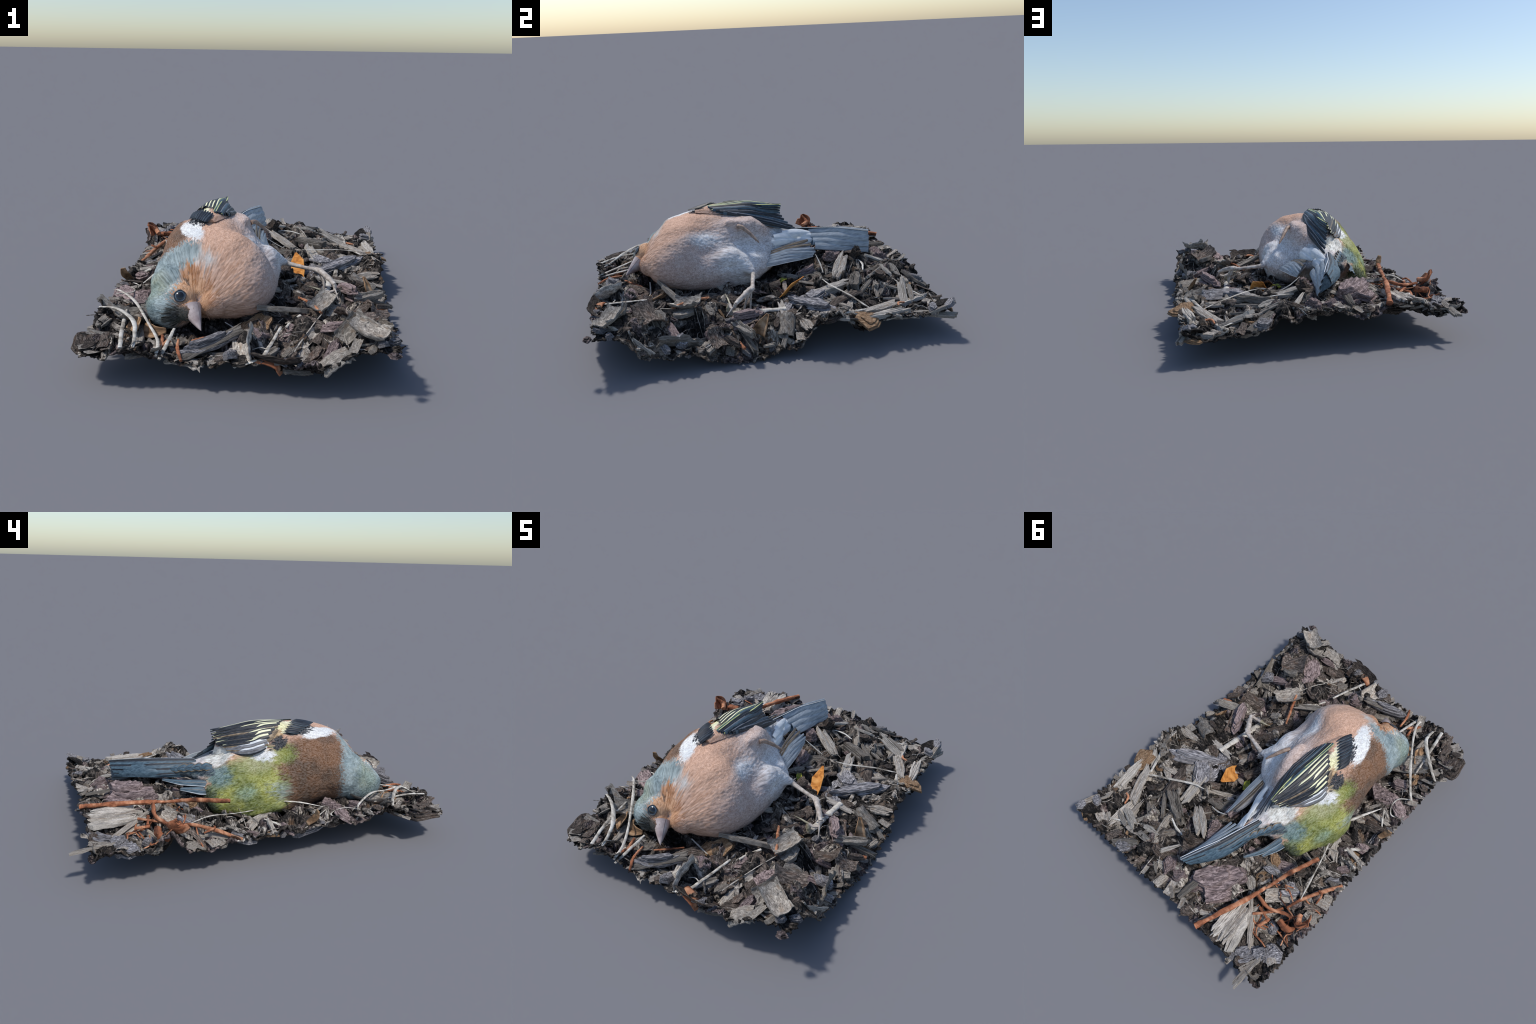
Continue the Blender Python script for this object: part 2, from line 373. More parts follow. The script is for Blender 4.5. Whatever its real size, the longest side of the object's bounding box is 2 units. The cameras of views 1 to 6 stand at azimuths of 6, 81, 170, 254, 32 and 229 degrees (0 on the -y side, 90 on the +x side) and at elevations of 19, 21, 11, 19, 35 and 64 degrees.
def plate_chip(kind, seed, mat):
    """Unit flake of bark: an angular outline, two or three torn layers, slightly warped."""
    r = random.Random(seed)
    verts, faces = [], []
    layers = r.randint(2, 3)
    warp_x, warp_y, saddle = r.uniform(-0.6, 0.6), r.uniform(-0.7, 0.7), r.uniform(-0.4, 0.4)
    n = 24
    corners = r.randint(5, 7)
    ang = sorted((k + r.uniform(-0.3, 0.3)) * math.tau / corners for k in range(corners))
    rad = [r.uniform(0.42, 0.58) for _ in range(corners)]
    for L in range(layers):
        z0, z1 = -0.5 + L / layers, -0.5 + (L + 1) / layers - 0.02
        inset = 1 - 0.16 * L * r.uniform(0.6, 1.6)
        ox, oy = r.uniform(-0.06, 0.06) * L, r.uniform(-0.06, 0.06) * L
        ring = []
        for k in range(n):
            a = k * math.tau / n
            j = max(i for i in range(-1, corners) if (ang[i] if i >= 0 else ang[-1] - math.tau) <= a)
            a0, r0 = (ang[j], rad[j]) if j >= 0 else (ang[-1] - math.tau, rad[-1])
            a1, r1 = (ang[j + 1], rad[j + 1]) if j + 1 < corners else (ang[0] + math.tau, rad[0])
            p0, p1 = Vector((math.cos(a0) * r0, math.sin(a0) * r0)), Vector((math.cos(a1) * r1, math.sin(a1) * r1))
            f = (a - a0) / max(a1 - a0, 1e-3)
            p = p0.lerp(p1, f)
            p *= inset * (1 + 0.12 * mnoise.noise(Vector((a * 4 + seed, L * 3.0, 0))) + 0.06 * mnoise.noise(Vector((a * 11 + seed, L, 5))))
            ring.append((p.x + ox, p.y + oy))
        base = len(verts)
        for scale, z in ((0.96, z0), (1.0, z0 + 0.3 * (z1 - z0)), (0.95, z1), (0.72, z1), (0.45, z1), (0.2, z1)):
            for (x, y) in ring:
                x, y = x * scale, y * scale
                zz = z
                if z == z1:
                    zz += 0.16 * mnoise.noise(Vector((x * 5 + seed, y * 7, L))) + 0.10 * mnoise.noise(Vector((x * 9, y * 18 + seed, L)))
                zz += warp_x * x * x * 2 + warp_y * y * y * 2 + saddle * x * y * 2
                verts.append((x, y, zz))
        for q in range(5):
            for k in range(n):
                p, s2 = base + q * n + k, base + q * n + (k + 1) % n
                faces.append((p, s2, s2 + n, p + n))
        faces.append(tuple(base + 5 * n + k for k in range(n)))
        faces.append(tuple(base + n - 1 - k for k in range(n)))
    return mesh_from(kind + "_piece", verts, faces, [mat], True, 35)


def curl_chip(kind, seed, mat):
    """Unit curled flake: a thin torn sheet rolled about its length."""
    r = random.Random(seed)
    nx, ny = 14, 9
    roll, arch = r.uniform(1.2, 3.2) * r.choice((-1, 1)), r.uniform(-0.9, 0.9)
    verts, faces = [], []
    for side in (0.5, -0.5):
        for i in range(nx):
            for j in range(ny):
                u, v = i / (nx - 1) - 0.5, j / (ny - 1) - 0.5
                if i in (0, nx - 1):
                    u += 0.13 * mnoise.noise(Vector((v * 7 + seed, i, 1)))
                if j in (0, ny - 1):
                    v += 0.13 * mnoise.noise(Vector((u * 8 + seed, j, 4)))
                t = roll * v
                R = 1 / abs(roll)
                y = math.sin(t) * R * (1 if roll > 0 else -1) if False else R * math.sin(abs(roll) * v)
                z = (R - R * math.cos(roll * v)) * (1 if roll > 0 else -1)
                z += arch * u * u + 0.10 * mnoise.noise(Vector((u * 4 + seed, v * 4, 2))) + side * 0.07
                verts.append((u, y, z))
    m = nx * ny
    for i in range(nx - 1):
        for j in range(ny - 1):
            a = i * ny + j
            faces.append((a, a + ny, a + ny + 1, a + 1))
            faces.append((m + a + 1, m + a + ny + 1, m + a + ny, m + a))
    rim = [j for j in range(ny)] + [i * ny + ny - 1 for i in range(1, nx)] + [(nx - 1) * ny + j for j in range(ny - 2, -1, -1)] + [i * ny for i in range(nx - 2, 0, -1)]
    for k in range(len(rim)):
        a, b = rim[k], rim[(k + 1) % len(rim)]
        faces.append((a, b, m + b, m + a))
    me = mesh_from(kind + "_piece", verts, faces, [mat], True, 50)
    bm = bmesh.new()
    bm.from_mesh(me)
    bmesh.ops.recalc_face_normals(bm, faces=bm.faces)
    bm.to_mesh(me)
    bm.free()
    return me


def chip_mesh(kind, seed, mat):
    if kind.endswith("curl"):
        return curl_chip(kind, seed, mat)
    return sliver_chip(kind, seed, mat) if kind in ("wood", "pale") else plate_chip(kind, seed, mat)


NAMES = {"wood": "wood_chip", "pale": "bleached_chip", "bark": "bark_piece", "plum": "bark_piece", "slate": "bark_piece", "tan": "bark_piece", "dark_curl": "curled_flake", "grey_curl": "curled_flake"}
MAT["dark_curl"], MAT["grey_curl"] = MAT["bark"], MAT["wood"]
LIB = {k: [chip_mesh(k, 100 * i + sum(map(ord, k)), MAT[k]) for i in range(8)] for k in NAMES}


def chip_matrix(a, b, width, thick, roll):
    a, b = Vector(a), Vector(b)
    X = (b - a)
    L = X.length
    X.normalize()
    Yv = Vector((0, 0, 1)).cross(X).normalized()
    Zv = X.cross(Yv)
    R = Matrix((X, Yv, Zv)).transposed() @ Matrix.Rotation(roll, 3, "X")
    return Matrix.Translation((a + b) / 2) @ R.to_4x4() @ Matrix.Diagonal((L, width, thick, 1))


def lay_chip(kind, a, b, width, thick=None, roll=None):
    thick = thick or width * rng.uniform(0.35, 0.7)
    roll = rng.uniform(-0.35, 0.35) if roll is None else roll
    ob = D.objects.new(NAMES[kind], rng.choice(LIB[kind]))
    link(ob, mulch)
    ob.matrix_local = chip_matrix(a, b, width, thick, roll)
    return ob


CHIPS = {
    'wood': (
        (0.523, 0.728, 0.628, 0.512, 0.061),
        (0.418, 0.501, 0.189, 0.601, 0.061),
        (0.734, 0.986, 0.655, 0.768, 0.038),
        (0.561, 0.808, 0.387, 0.843, 0.028),
        (0.401, 0.841, 0.295, 0.814, 0.028),
        (0.437, 0.528, 0.285, 0.667, 0.024),
        (0.441, 0.649, 0.325, 0.661, 0.028),
        (0.461, 0.359, 0.396, 0.291, 0.085),
        (0.457, 0.423, 0.372, 0.380, 0.042),
        (0.586, 0.420, 0.463, 0.478, 0.038),
        (0.224, 0.455, 0.020, 0.573, 0.071),
        (0.651, 0.401, 0.619, 0.354, 0.047),
        (0.359, 0.505, 0.395, 0.452, 0.028),
        (0.250, 0.414, 0.174, 0.351, 0.019),
        (0.569, 0.858, 0.520, 0.906, 0.028),
        (0.619, 0.729, 0.615, 0.661, 0.024),
        (0.774, -0.111, 0.610, -0.172, 0.028),
        (0.728, -0.333, 0.600, -0.363, 0.052),
        (0.427, -0.388, 0.430, -0.517, 0.085),
        (0.551, -0.737, 0.473, -0.808, 0.104),
        (0.615, -0.583, 0.465, -0.619, 0.104),
        (0.373, -0.675, 0.279, -0.788, 0.061),
        (0.410, -0.296, 0.344, -0.325, 0.042),
        (0.745, 0.023, 0.611, 0.098, 0.024),
        (0.655, -0.431, 0.559, -0.446, 0.057),
        (0.727, -0.010, 0.701, -0.069, 0.028),
        (0.043, -0.783, -0.207, -0.938, 0.061),
        (-0.026, -0.775, -0.134, -0.852, 0.056),
        (-0.356, -0.902, -0.412, -0.983, 0.031),
        (-0.435, -0.534, -0.483, -0.519, 0.041),
        (-0.580, -0.696, -0.613, -0.778, 0.046),
        (0.312, -0.757, 0.303, -0.869, 0.061),
        (0.273, -0.759, 0.237, -0.827, 0.046),
        (-0.428, -0.672, -0.486, -0.716, 0.051),
        (-0.461, -0.251, -0.508, -0.267, 0.023),
        (-0.459, 0.011, -0.573, 0.105, 0.045),
        (-0.557, 0.210, -0.580, 0.112, 0.051),
        (-0.694, 0.402, -0.740, 0.354, 0.028),
        (-0.665, 0.293, -0.715, 0.252, 0.045),
        (-0.383, 0.563, -0.631, 0.792, 0.033),
        (-0.144, 0.897, -0.149, 0.592, 0.038),
        (-0.667, 0.566, -0.741, 0.589, 0.055),
        (-0.672, 0.852, -0.740, 0.848, 0.060),
        (-0.315, 0.519, -0.387, 0.553, 0.049),
        (-0.488, 0.609, -0.529, 0.652, 0.055),
        (-0.058, 0.869, -0.122, 0.906, 0.033),
    ),
    'pale': (
        (0.657, 0.731, 0.699, 0.499, 0.052),
        (0.628, 0.499, 0.687, 0.400, 0.033),
        (0.291, 0.512, 0.369, 0.226, 0.061),
        (0.693, 0.918, 0.555, 0.902, 0.042),
        (0.152, 0.826, 0.067, 0.681, 0.024),
        (0.726, 0.389, 0.662, 0.305, 0.047),
        (0.739, -0.485, 0.689, -0.513, 0.019),
        (0.213, -0.423, 0.229, -0.495, 0.019),
        (-0.516, -0.266, -0.656, -0.284, 0.025),
        (-0.557, -0.002, -0.692, -0.003, 0.025),
        (-0.407, 0.637, -0.472, 0.873, 0.153),
    ),
    'bark': (
        (0.273, 0.819, 0.385, 0.705, 0.038),
        (0.615, 0.661, 0.620, 0.600, 0.042),
        (0.551, 0.595, 0.478, 0.565, 0.052),
        (0.321, 0.728, 0.248, 0.700, 0.052),
        (0.635, -0.256, 0.504, -0.306, 0.123),
        (0.731, -0.455, 0.670, -0.510, 0.052),
        (0.733, -0.175, 0.662, -0.266, 0.047),
        (0.403, -0.776, 0.344, -0.838, 0.061),
        (0.649, 0.012, 0.553, 0.033, 0.042),
        (0.330, -0.101, 0.282, -0.179, 0.075),
        (0.293, -0.298, 0.231, -0.337, 0.061),
        (0.288, -0.233, 0.250, -0.252, 0.047),
        (0.504, -0.341, 0.418, -0.339, 0.047),
        (0.386, -0.357, 0.359, -0.423, 0.038),
        (0.431, 0.044, 0.408, -0.029, 0.042),
        (0.320, -0.498, 0.247, -0.555, 0.042),
        (0.277, -0.408, 0.231, -0.469, 0.047),
        (0.029, -0.904, -0.052, -0.939, 0.051),
        (-0.559, -0.902, -0.628, -0.950, 0.046),
        (-0.533, -0.626, -0.604, -0.651, 0.061),
        (0.225, -0.914, 0.149, -0.892, 0.036),
        (0.358, -0.746, 0.390, -0.712, 0.061),
        (-0.582, -0.582, -0.641, -0.595, 0.056),
        (-0.492, 0.009, -0.564, -0.018, 0.034),
        (-0.467, -0.032, -0.547, -0.059, 0.051),
        (-0.523, -0.195, -0.638, -0.215, 0.062),
        (-0.464, 0.179, -0.481, 0.090, 0.051),
        (-0.481, 0.335, -0.506, 0.249, 0.062),
        (-0.622, -0.232, -0.636, -0.298, 0.040),
        (-0.169, 0.616, -0.224, 0.501, 0.071),
        (-0.195, 0.914, -0.255, 0.848, 0.066),
        (-0.569, 0.855, -0.661, 0.830, 0.071),
        (-0.474, 0.331, -0.519, 0.234, 0.060),
        (-0.309, 0.415, -0.248, 0.428, 0.049),
        (-0.258, 0.817, -0.336, 0.771, 0.044),
    ),
    'plum': (
        (0.239, 0.882, 0.153, 0.633, 0.057),
        (0.007, 0.562, -0.011, 0.462, 0.071),
        (0.267, 0.548, 0.238, 0.517, 0.038),
        (0.593, -0.206, 0.456, -0.004, 0.090),
        (0.684, -0.478, 0.417, -0.575, 0.061),
        (0.467, -0.802, 0.390, -0.900, 0.071),
        (0.174, -0.708, -0.075, -0.712, 0.076),
        (0.163, -0.757, 0.061, -0.746, 0.066),
        (-0.572, -0.425, -0.435, -0.348, 0.153),
        (-0.596, 0.142, -0.666, 0.031, 0.057),
        (-0.559, -0.055, -0.698, -0.112, 0.074),
        (-0.198, 0.812, -0.329, 0.580, 0.170),
        (0.002, 0.821, -0.087, 0.760, 0.126),
    ),
    'slate': (
        (0.362, 0.949, 0.267, 0.881, 0.075),
        (0.606, 0.364, 0.375, 0.171, 0.090),
        (0.068, 0.667, -0.024, 0.598, 0.075),
        (0.233, 0.273, 0.292, 0.320, 0.061),
        (0.207, 0.534, 0.179, 0.508, 0.038),
        (0.470, -0.191, 0.434, -0.241, 0.047),
        (0.719, -0.481, 0.750, -0.436, 0.028),
        (-0.552, -0.820, -0.531, -0.937, 0.056),
        (-0.606, 0.212, -0.699, 0.078, 0.079),
        (-0.487, 0.412, -0.573, 0.350, 0.113),
        (-0.622, 0.396, -0.689, 0.332, 0.074),
        (-0.647, -0.034, -0.695, -0.053, 0.045),
        (-0.645, 0.758, -0.746, 0.660, 0.126),
        (-0.549, 0.591, -0.644, 0.612, 0.071),
        (-0.434, 0.439, -0.581, 0.356, 0.109),
        (-0.325, 0.429, -0.425, 0.383, 0.049),
    ),
    'tan': (
        (0.697, 0.967, 0.606, 0.989, 0.042),
        (0.629, 0.479, 0.572, 0.445, 0.042),
        (0.678, -0.084, 0.545, -0.027, 0.024),
        (0.402, -0.232, 0.302, -0.280, 0.019),
        (-0.305, 0.328, -0.376, 0.372, 0.066),
    ),
}
for kind, rows in CHIPS.items():
    for (x1, y1, x2, y2, w) in rows:
        up = 0.006
        a = (x1, y1, float(bed(x1, y1)) + up + rng.uniform(-0.006, 0.010))
        b = (x2, y2, float(bed(x2, y2)) + up + rng.uniform(-0.006, 0.010))
        t = min(max(w * rng.uniform(0.3, 0.5), 0.014), 0.036)
        if kind in ("bark", "slate", "wood") and w > 0.05 and rng.random() < 0.4:
            kind2 = "grey_curl" if kind == "wood" else "dark_curl"
            lay_chip(kind2, a, b, w, w * 0.8, rng.uniform(-0.6, 0.6))
        else:
            lay_chip(kind, a, b, w, t)


# pieces measured in height as well: (kind, end, end, width, thickness)
for kind, a, b, w, t in [
    ("pale", (0.373, 0.229, 0.150), (0.292, 0.515, 0.183), 0.055, 0.030),
    ("wood", (0.407, 0.504, 0.190), (0.188, 0.602, 0.195), 0.065, 0.040),
    ("pale", (0.655, 0.735, 0.150), (0.697, 0.500, 0.150), 0.050, 0.030),
    ("wood", (0.523, 0.731, 0.128), (0.644, 0.500, 0.155), 0.055, 0.020),
    ("wood", (0.706, 0.992, 0.190), (0.691, 0.793, 0.110), 0.030, 0.018),
    ("slate", (0.625, 0.350, 0.180), (0.337, 0.139, 0.125), 0.075, 0.055),
    ("wood", (0.540, -0.200, 0.135), (0.735, -0.103, 0.140), 0.040, 0.045),
    ("wood", (0.335, -0.445, 0.165), (0.090, -0.585, 0.228), 0.034, 0.024),
    ("plum", (0.564, -0.215, 0.180), (0.453, 0.002, 0.140), 0.075, 0.040),
    ("plum", (-0.310, 0.520, 0.275), (-0.110, 0.800, 0.225), 0.180, 0.090),
    ("slate", (0.070, -0.770, 0.215), (-0.210, -0.925, 0.150), 0.070, 0.045),
    ("bark", (0.030, 0.600, 0.270), (0.080, 0.660, 0.240), 0.070, 0.090),
    ("plum", (0.020, 0.420, 0.250), (0.020, 0.540, 0.245), 0.085, 0.060),
    ("plum", (0.060, 0.740, 0.225), (0.000, 0.860, 0.215), 0.090, 0.045),
    ("slate", (-0.690, 0.690, 0.185), (-0.640, 0.780, 0.160), 0.110, 0.060),
    ("pale", (-0.400, 0.620, 0.222), (-0.420, 0.885, 0.232), 0.070, 0.022),
    ("wood", (-0.420, 0.620, 0.216), (-0.480, 0.885, 0.230), 0.075, 0.022),
    ("pale", (-0.440, 0.630, 0.208), (-0.545, 0.880, 0.220), 0.070, 0.022),
    ("wood", (-0.385, 0.560, 0.215), (-0.625, 0.800, 0.172), 0.026, 0.018),
    ("grey_curl", (0.430, -0.360, 0.205), (0.360, -0.500, 0.175), 0.120, 0.110),
    ("dark_curl", (0.470, -0.670, 0.262), (0.610, -0.600, 0.215), 0.140, 0.120),
    ("grey_curl", (0.510, -0.780, 0.262), (0.650, -0.860, 0.232), 0.140, 0.110),
    ("grey_curl", (0.500, -0.890, 0.205), (0.390, -0.930, 0.140), 0.100, 0.090),
    ("slate", (0.590, -0.500, 0.150), (0.705, -0.460, 0.100), 0.100, 0.030),
    ("dark_curl", (0.620, -0.300, 0.150), (0.715, -0.270, 0.090), 0.120, 0.100),
    ("dark_curl", (0.250, -0.180, 0.150), (0.330, -0.060, 0.140), 0.110, 0.100),
    ("grey_curl", (0.560, 0.100, 0.165), (0.690, 0.060, 0.110), 0.110, 0.100),
    ("dark_curl", (0.150, 0.000, 0.165), (0.180, 0.130, 0.175), 0.090, 0.080),
    ("plum", (-0.450, -0.500, 0.170), (-0.600, -0.560, 0.185), 0.100, 0.040),
    ("plum", (-0.410, -0.330, 0.160), (-0.480, -0.450, 0.165), 0.150, 0.070),
]:
    lay_chip(kind, a, b, w, t, 0.0 if kind == "plum" else None)


def tube_mesh(name, pts, radii, mat, flat=1.0, n=28, sides=8, knob=0.12, seed=0):
    p = catmull(pts, n)
    r = np.interp(np.linspace(0, 1, n), np.linspace(0, 1, len(radii)), radii)
    verts, faces = [], []
    up = Vector((0.1, 0.05, 1))
    for i in range(n):
        d = Vector(p[min(i + 1, n - 1)] - p[max(i - 1, 0)]).normalized()
        s = d.cross(up).normalized()
        t = s.cross(d)
        for k in range(sides):
            a = 2 * math.pi * k / sides
            f = r[i] * (1 + knob * mnoise.noise(Vector((i * 0.5 + seed, math.cos(a), math.sin(a) + seed))))
            verts.append(Vector(p[i]) + s * (math.cos(a) * f) + t * (math.sin(a) * f * flat))
    for i in range(n - 1):
        for k in range(sides):
            a, b = i * sides + k, i * sides + (k + 1) % sides
            faces.append((a, a + sides, b + sides, b))
    faces.append(tuple(range(sides)))
    faces.append(tuple(range(n * sides - 1, (n - 1) * sides - 1, -1)))
    return mesh_from(name, verts, faces, [mat], True, 60)


def stalk(name, pts, radii, mat, flat=1.0, knob=0.12):
    me = tube_mesh(name, pts, radii, MAT[mat], flat, seed=rng.uniform(0, 50), knob=knob)
    return link(D.objects.new(name, me), mulch)


STRAWS = [
    ([(0.262, 0.363, 0.205), (0.343, 0.392, 0.198), (0.470, 0.470, 0.180), (0.560, 0.520, 0.160), (0.635, 0.571, 0.140)], (0.004, 0.009, 0.010, 0.008, 0.003)),
    ([(0.153, -0.905, 0.150), (0.185, -0.770, 0.163), (0.209, -0.655, 0.172)], (0.014, 0.012, 0.010)),
    ([(-0.270, -0.975, 0.145), (-0.262, -0.870, 0.168), (-0.255, -0.770, 0.187)], (0.012, 0.014, 0.011)),
    ([(-0.287, -0.965, 0.155), (-0.300, -0.880, 0.180), (-0.370, -0.765, 0.197), (-0.477, -0.615, 0.235), (-0.590, -0.490, 0.232), (-0.640, -0.455, 0.220)], (0.012, 0.012, 0.010, 0.013, 0.010, 0.004)),
    ([(-0.437, -0.965, 0.182), (-0.474, -0.817, 0.205), (-0.520, -0.612, 0.200)], (0.014, 0.015, 0.007)),
    ([(-0.634, -0.660, 0.220), (-0.530, -0.720, 0.245), (-0.428, -0.810, 0.236), (-0.400, -0.880, 0.200), (-0.392, -0.940, 0.170)], (0.010, 0.014, 0.018, 0.014, 0.010)),
    ([(-0.449, -0.075, 0.226), (-0.490, -0.190, 0.224), (-0.533, -0.310, 0.205)], (0.007, 0.013, 0.004)),
    ([(-0.600, 0.400, 0.215), (-0.567, 0.300, 0.228), (-0.517, 0.162, 0.207), (-0.473, 0.055, 0.195), (-0.440, -0.030, 0.200)], (0.004, 0.009, 0.004, 0.009, 0.006)),
    ([(0.690, 0.310, 0.190), (0.640, 0.420, 0.165), (0.600, 0.520, 0.150)], (0.010, 0.018, 0.010)),
    ([(0.404, -0.206, 0.122), (0.420, -0.050, 0.124), (0.434, 0.110, 0.126)], (0.030, 0.028, 0.026)),
    ([(0.230, -0.610, 0.150), (0.250, -0.560, 0.155), (0.290, -0.500, 0.165)], (0.010, 0.011, 0.010)),
    ([(0.390, -0.520, 0.185), (0.350, -0.640, 0.180), (0.300, -0.760, 0.150), (0.280, -0.820, 0.140)], (0.004, 0.005, 0.006, 0.004)),
    ([(0.090, -0.860, 0.150), (0.130, -0.840, 0.158), (0.165, -0.850, 0.160)], (0.003, 0.005, 0.005)),
    ([(-0.540, -0.330, 0.195), (-0.590, -0.260, 0.180), (-0.640, -0.200, 0.160), (-0.655, -0.150, 0.150)], (0.006, 0.007, 0.006, 0.004)),
    ([(-0.620, -0.480, 0.210), (-0.560, -0.430, 0.200), (-0.560, -0.370, 0.190), (-0.600, -0.330, 0.185), (-0.650, -0.380, 0.180)], (0.006, 0.007, 0.006, 0.007, 0.008)),
    ([(-0.560, 0.020, 0.180), (-0.600, -0.040, 0.165), (-0.665, -0.100, 0.150)], (0.008, 0.017, 0.012)),
    ([(0.525, 0.880, 0.150), (0.430, 0.820, 0.165), (0.330, 0.760, 0.200)], (0.006, 0.008, 0.006)),
    ([(0.240, 0.620, 0.225), (0.170, 0.640, 0.235), (0.095, 0.640, 0.235)], (0.005, 0.012, 0.006)),
    ([(0.028, 0.385, 0.270), (0.090, 0.400, 0.225), (0.150, 0.400, 0.195)], (0.004, 0.008, 0.005)),
    ([(0.130, -0.930, 0.150), (0.105, -0.945, 0.145), (0.080, -0.950, 0.135)], (0.014, 0.017, 0.012)),
    ([(-0.050, -0.640, 0.170), (0.020, -0.640, 0.130), (0.060, -0.650, 0.125)], (0.006, 0.009, 0.005)),
]
for pts, rad in STRAWS:
    stalk("straw", pts, [q * 0.62 for q in rad], "straw", 0.5, 0.3)

TWIGS = [
    ([(-0.515, 0.185, 0.275), (-0.466, 0.358, 0.277), (-0.440, 0.500, 0.270)], (0.016, 0.017, 0.010)),
    ([(-0.435, 0.500, 0.268), (-0.420, 0.580, 0.268), (-0.385, 0.710, 0.258), (-0.339, 0.864, 0.240), (-0.325, 0.905, 0.230)], (0.010, 0.016, 0.020, 0.017, 0.024)),
    ([(-0.430, 0.560, 0.262), (-0.520, 0.560, 0.235), (-0.590, 0.520, 0.225), (-0.640, 0.500, 0.225)], (0.014, 0.013, 0.012, 0.011)),
    ([(-0.690, 0.165, 0.145), (-0.640, 0.290, 0.185), (-0.600, 0.402, 0.208), (-0.580, 0.480, 0.205)], (0.012, 0.015, 0.012, 0.009)),
    ([(-0.480, 0.640, 0.210), (-0.540, 0.560, 0.215), (-0.570, 0.500, 0.210)], (0.009, 0.010, 0.009)),
    ([(-0.480, 0.590, 0.220), (-0.550, 0.600, 0.205)], (0.010, 0.008)),
    ([(-0.660, 0.460, 0.235), (-0.690, 0.500, 0.245), (-0.735, 0.480, 0.285)], (0.018, 0.022, 0.012)),
    ([(-0.600, 0.560, 0.205), (-0.660, 0.560, 0.200), (-0.700, 0.520, 0.190)], (0.022, 0.026, 0.016)),
    ([(-0.545, 0.660, 0.190), (-0.560, 0.590, 0.200)], (0.012, 0.012)),
    ([(-0.630, 0.290, 0.200), (-0.660, 0.300, 0.205), (-0.670, 0.350, 0.190)], (0.007, 0.008, 0.006)),
    ([(0.389, -0.515, 0.190), (0.330, -0.410, 0.192), (0.274, -0.305, 0.172)], (0.011, 0.011, 0.008)),
    ([(-0.225, -0.820, 0.160), (-0.210, -0.900, 0.160), (-0.180, -0.965, 0.140)], (0.008, 0.010, 0.008)),
    ([(-0.300, -0.800, 0.165), (-0.290, -0.870, 0.150), (-0.310, -0.930, 0.140)], (0.010, 0.012, 0.008)),
    ([(-0.260, -0.840, 0.165), (-0.300, -0.900, 0.145)], (0.014, 0.012)),
    ([(0.600, 0.710, 0.140), (0.560, 0.720, 0.145), (0.545, 0.760, 0.135)], (0.007, 0.009, 0.006)),
    ([(0.680, -0.190, 0.085), (0.735, -0.170, 0.080)], (0.014, 0.012)),
    ([(-0.462, -0.030, 0.270), (-0.468, -0.035, 0.225), (-0.475, -0.045, 0.185)], (0.010, 0.007, 0.006)),
    ([(-0.060, -0.690, 0.140), (-0.130, -0.760, 0.145), (-0.170, -0.800, 0.150)], (0.006, 0.008, 0.006)),
]
for i in range(16):
    c = Vector((rng.uniform(-0.70, -0.42), rng.uniform(0.36, 0.70), 0))
    a = rng.uniform(0, math.tau)
    d = Vector((math.cos(a), math.sin(a), 0)) * rng.uniform(0.05, 0.10)
    pts = []
    for s in (-1, -0.3, 0.4, 1):
        q = c + d * s + Vector((rng.uniform(-0.015, 0.015), rng.uniform(-0.015, 0.015), 0))
        pts.append((max(q.x, -0.73), q.y, float(bed(q.x, q.y)) + 0.012 + rng.uniform(0, 0.02)))
    TWIGS.append((pts, (0.004, 0.0055, 0.005, 0.003)))
for pts, rad in TWIGS:
    stalk("twig", pts, [q * 0.78 for q in rad], "twig", 0.9, 0.4)


def leaf(name, spine, widths, mat, across=None, cup=0.25, thick=0.004):
    """A thin dry leaf or peel: a cupped blade along a bent spine."""
    n, m = 16, 9
    p = catmull(spine, n)
    w = np.interp(np.linspace(0, 1, n), np.linspace(0, 1, len(widths)), widths)
    verts, faces = [], []
    for i in range(n):
        d = Vector(p[min(i + 1, n - 1)] - p[max(i - 1, 0)]).normalized()
        s = Vector(across).normalized() if across else d.cross(Vector((0, 0, 1))).normalized()
        s = (s - d * s.dot(d)).normalized()
        u = s.cross(d)
        for k in range(m):
            q = 2 * k / (m - 1) - 1
            verts.append(Vector(p[i]) + s * (q * w[i]) + u * (cup * w[i] * q * q + 0.004 * mnoise.noise(Vector((i * 0.4, q * 2, w[0] * 90)))))
    for i in range(n - 1):
        for k in range(m - 1):
            a = i * m + k
            faces.append((a, a + 1, a + m + 1, a + m))
    me = mesh_from(name, verts, faces, [MAT[mat]])
    ob = link(D.objects.new(name, me), mulch)
    so = ob.modifiers.new("thickness", "SOLIDIFY")
    so.thickness = thick
    so.offset = 0
    return ob


leaf("dry_leaf", [(0.275, 0.085, 0.095), (0.258, 0.140, 0.130), (0.243, 0.195, 0.175), (0.228, 0.262, 0.218)], (0.014, 0.040, 0.046, 0.005), "leaf", (0.85, -0.15, 0.42), 0.3)
leaf("dry_leaf", [(0.120, -0.915, 0.148), (0.170, -0.935, 0.160), (0.215, -0.945, 0.145), (0.236, -0.950, 0.105)], (0.026, 0.030, 0.030, 0.020), "twig", (0.1, 1, 0.1), 0.25, 0.006)
leaf("dry_leaf", [(-0.420, -0.800, 0.170), (-0.440, -0.740, 0.175), (-0.470, -0.680, 0.180)], (0.006, 0.040, 0.012), "tan", (0.8, 0.4, 0.5), 0.5)
leaf("dry_leaf", [(-0.300, -0.740, 0.160), (-0.370, -0.740, 0.150), (-0.400, -0.690, 0.175)], (0.010, 0.035, 0.015), "tan", (0.2, 0.6, 0.8), 0.4)
leaf("dry_leaf", [(-0.640, -0.180, 0.170), (-0.660, -0.215, 0.215), (-0.668, -0.225, 0.250)], (0.014, 0.022, 0.012), "tan", (0.7, 0, 0.6), 0.4)
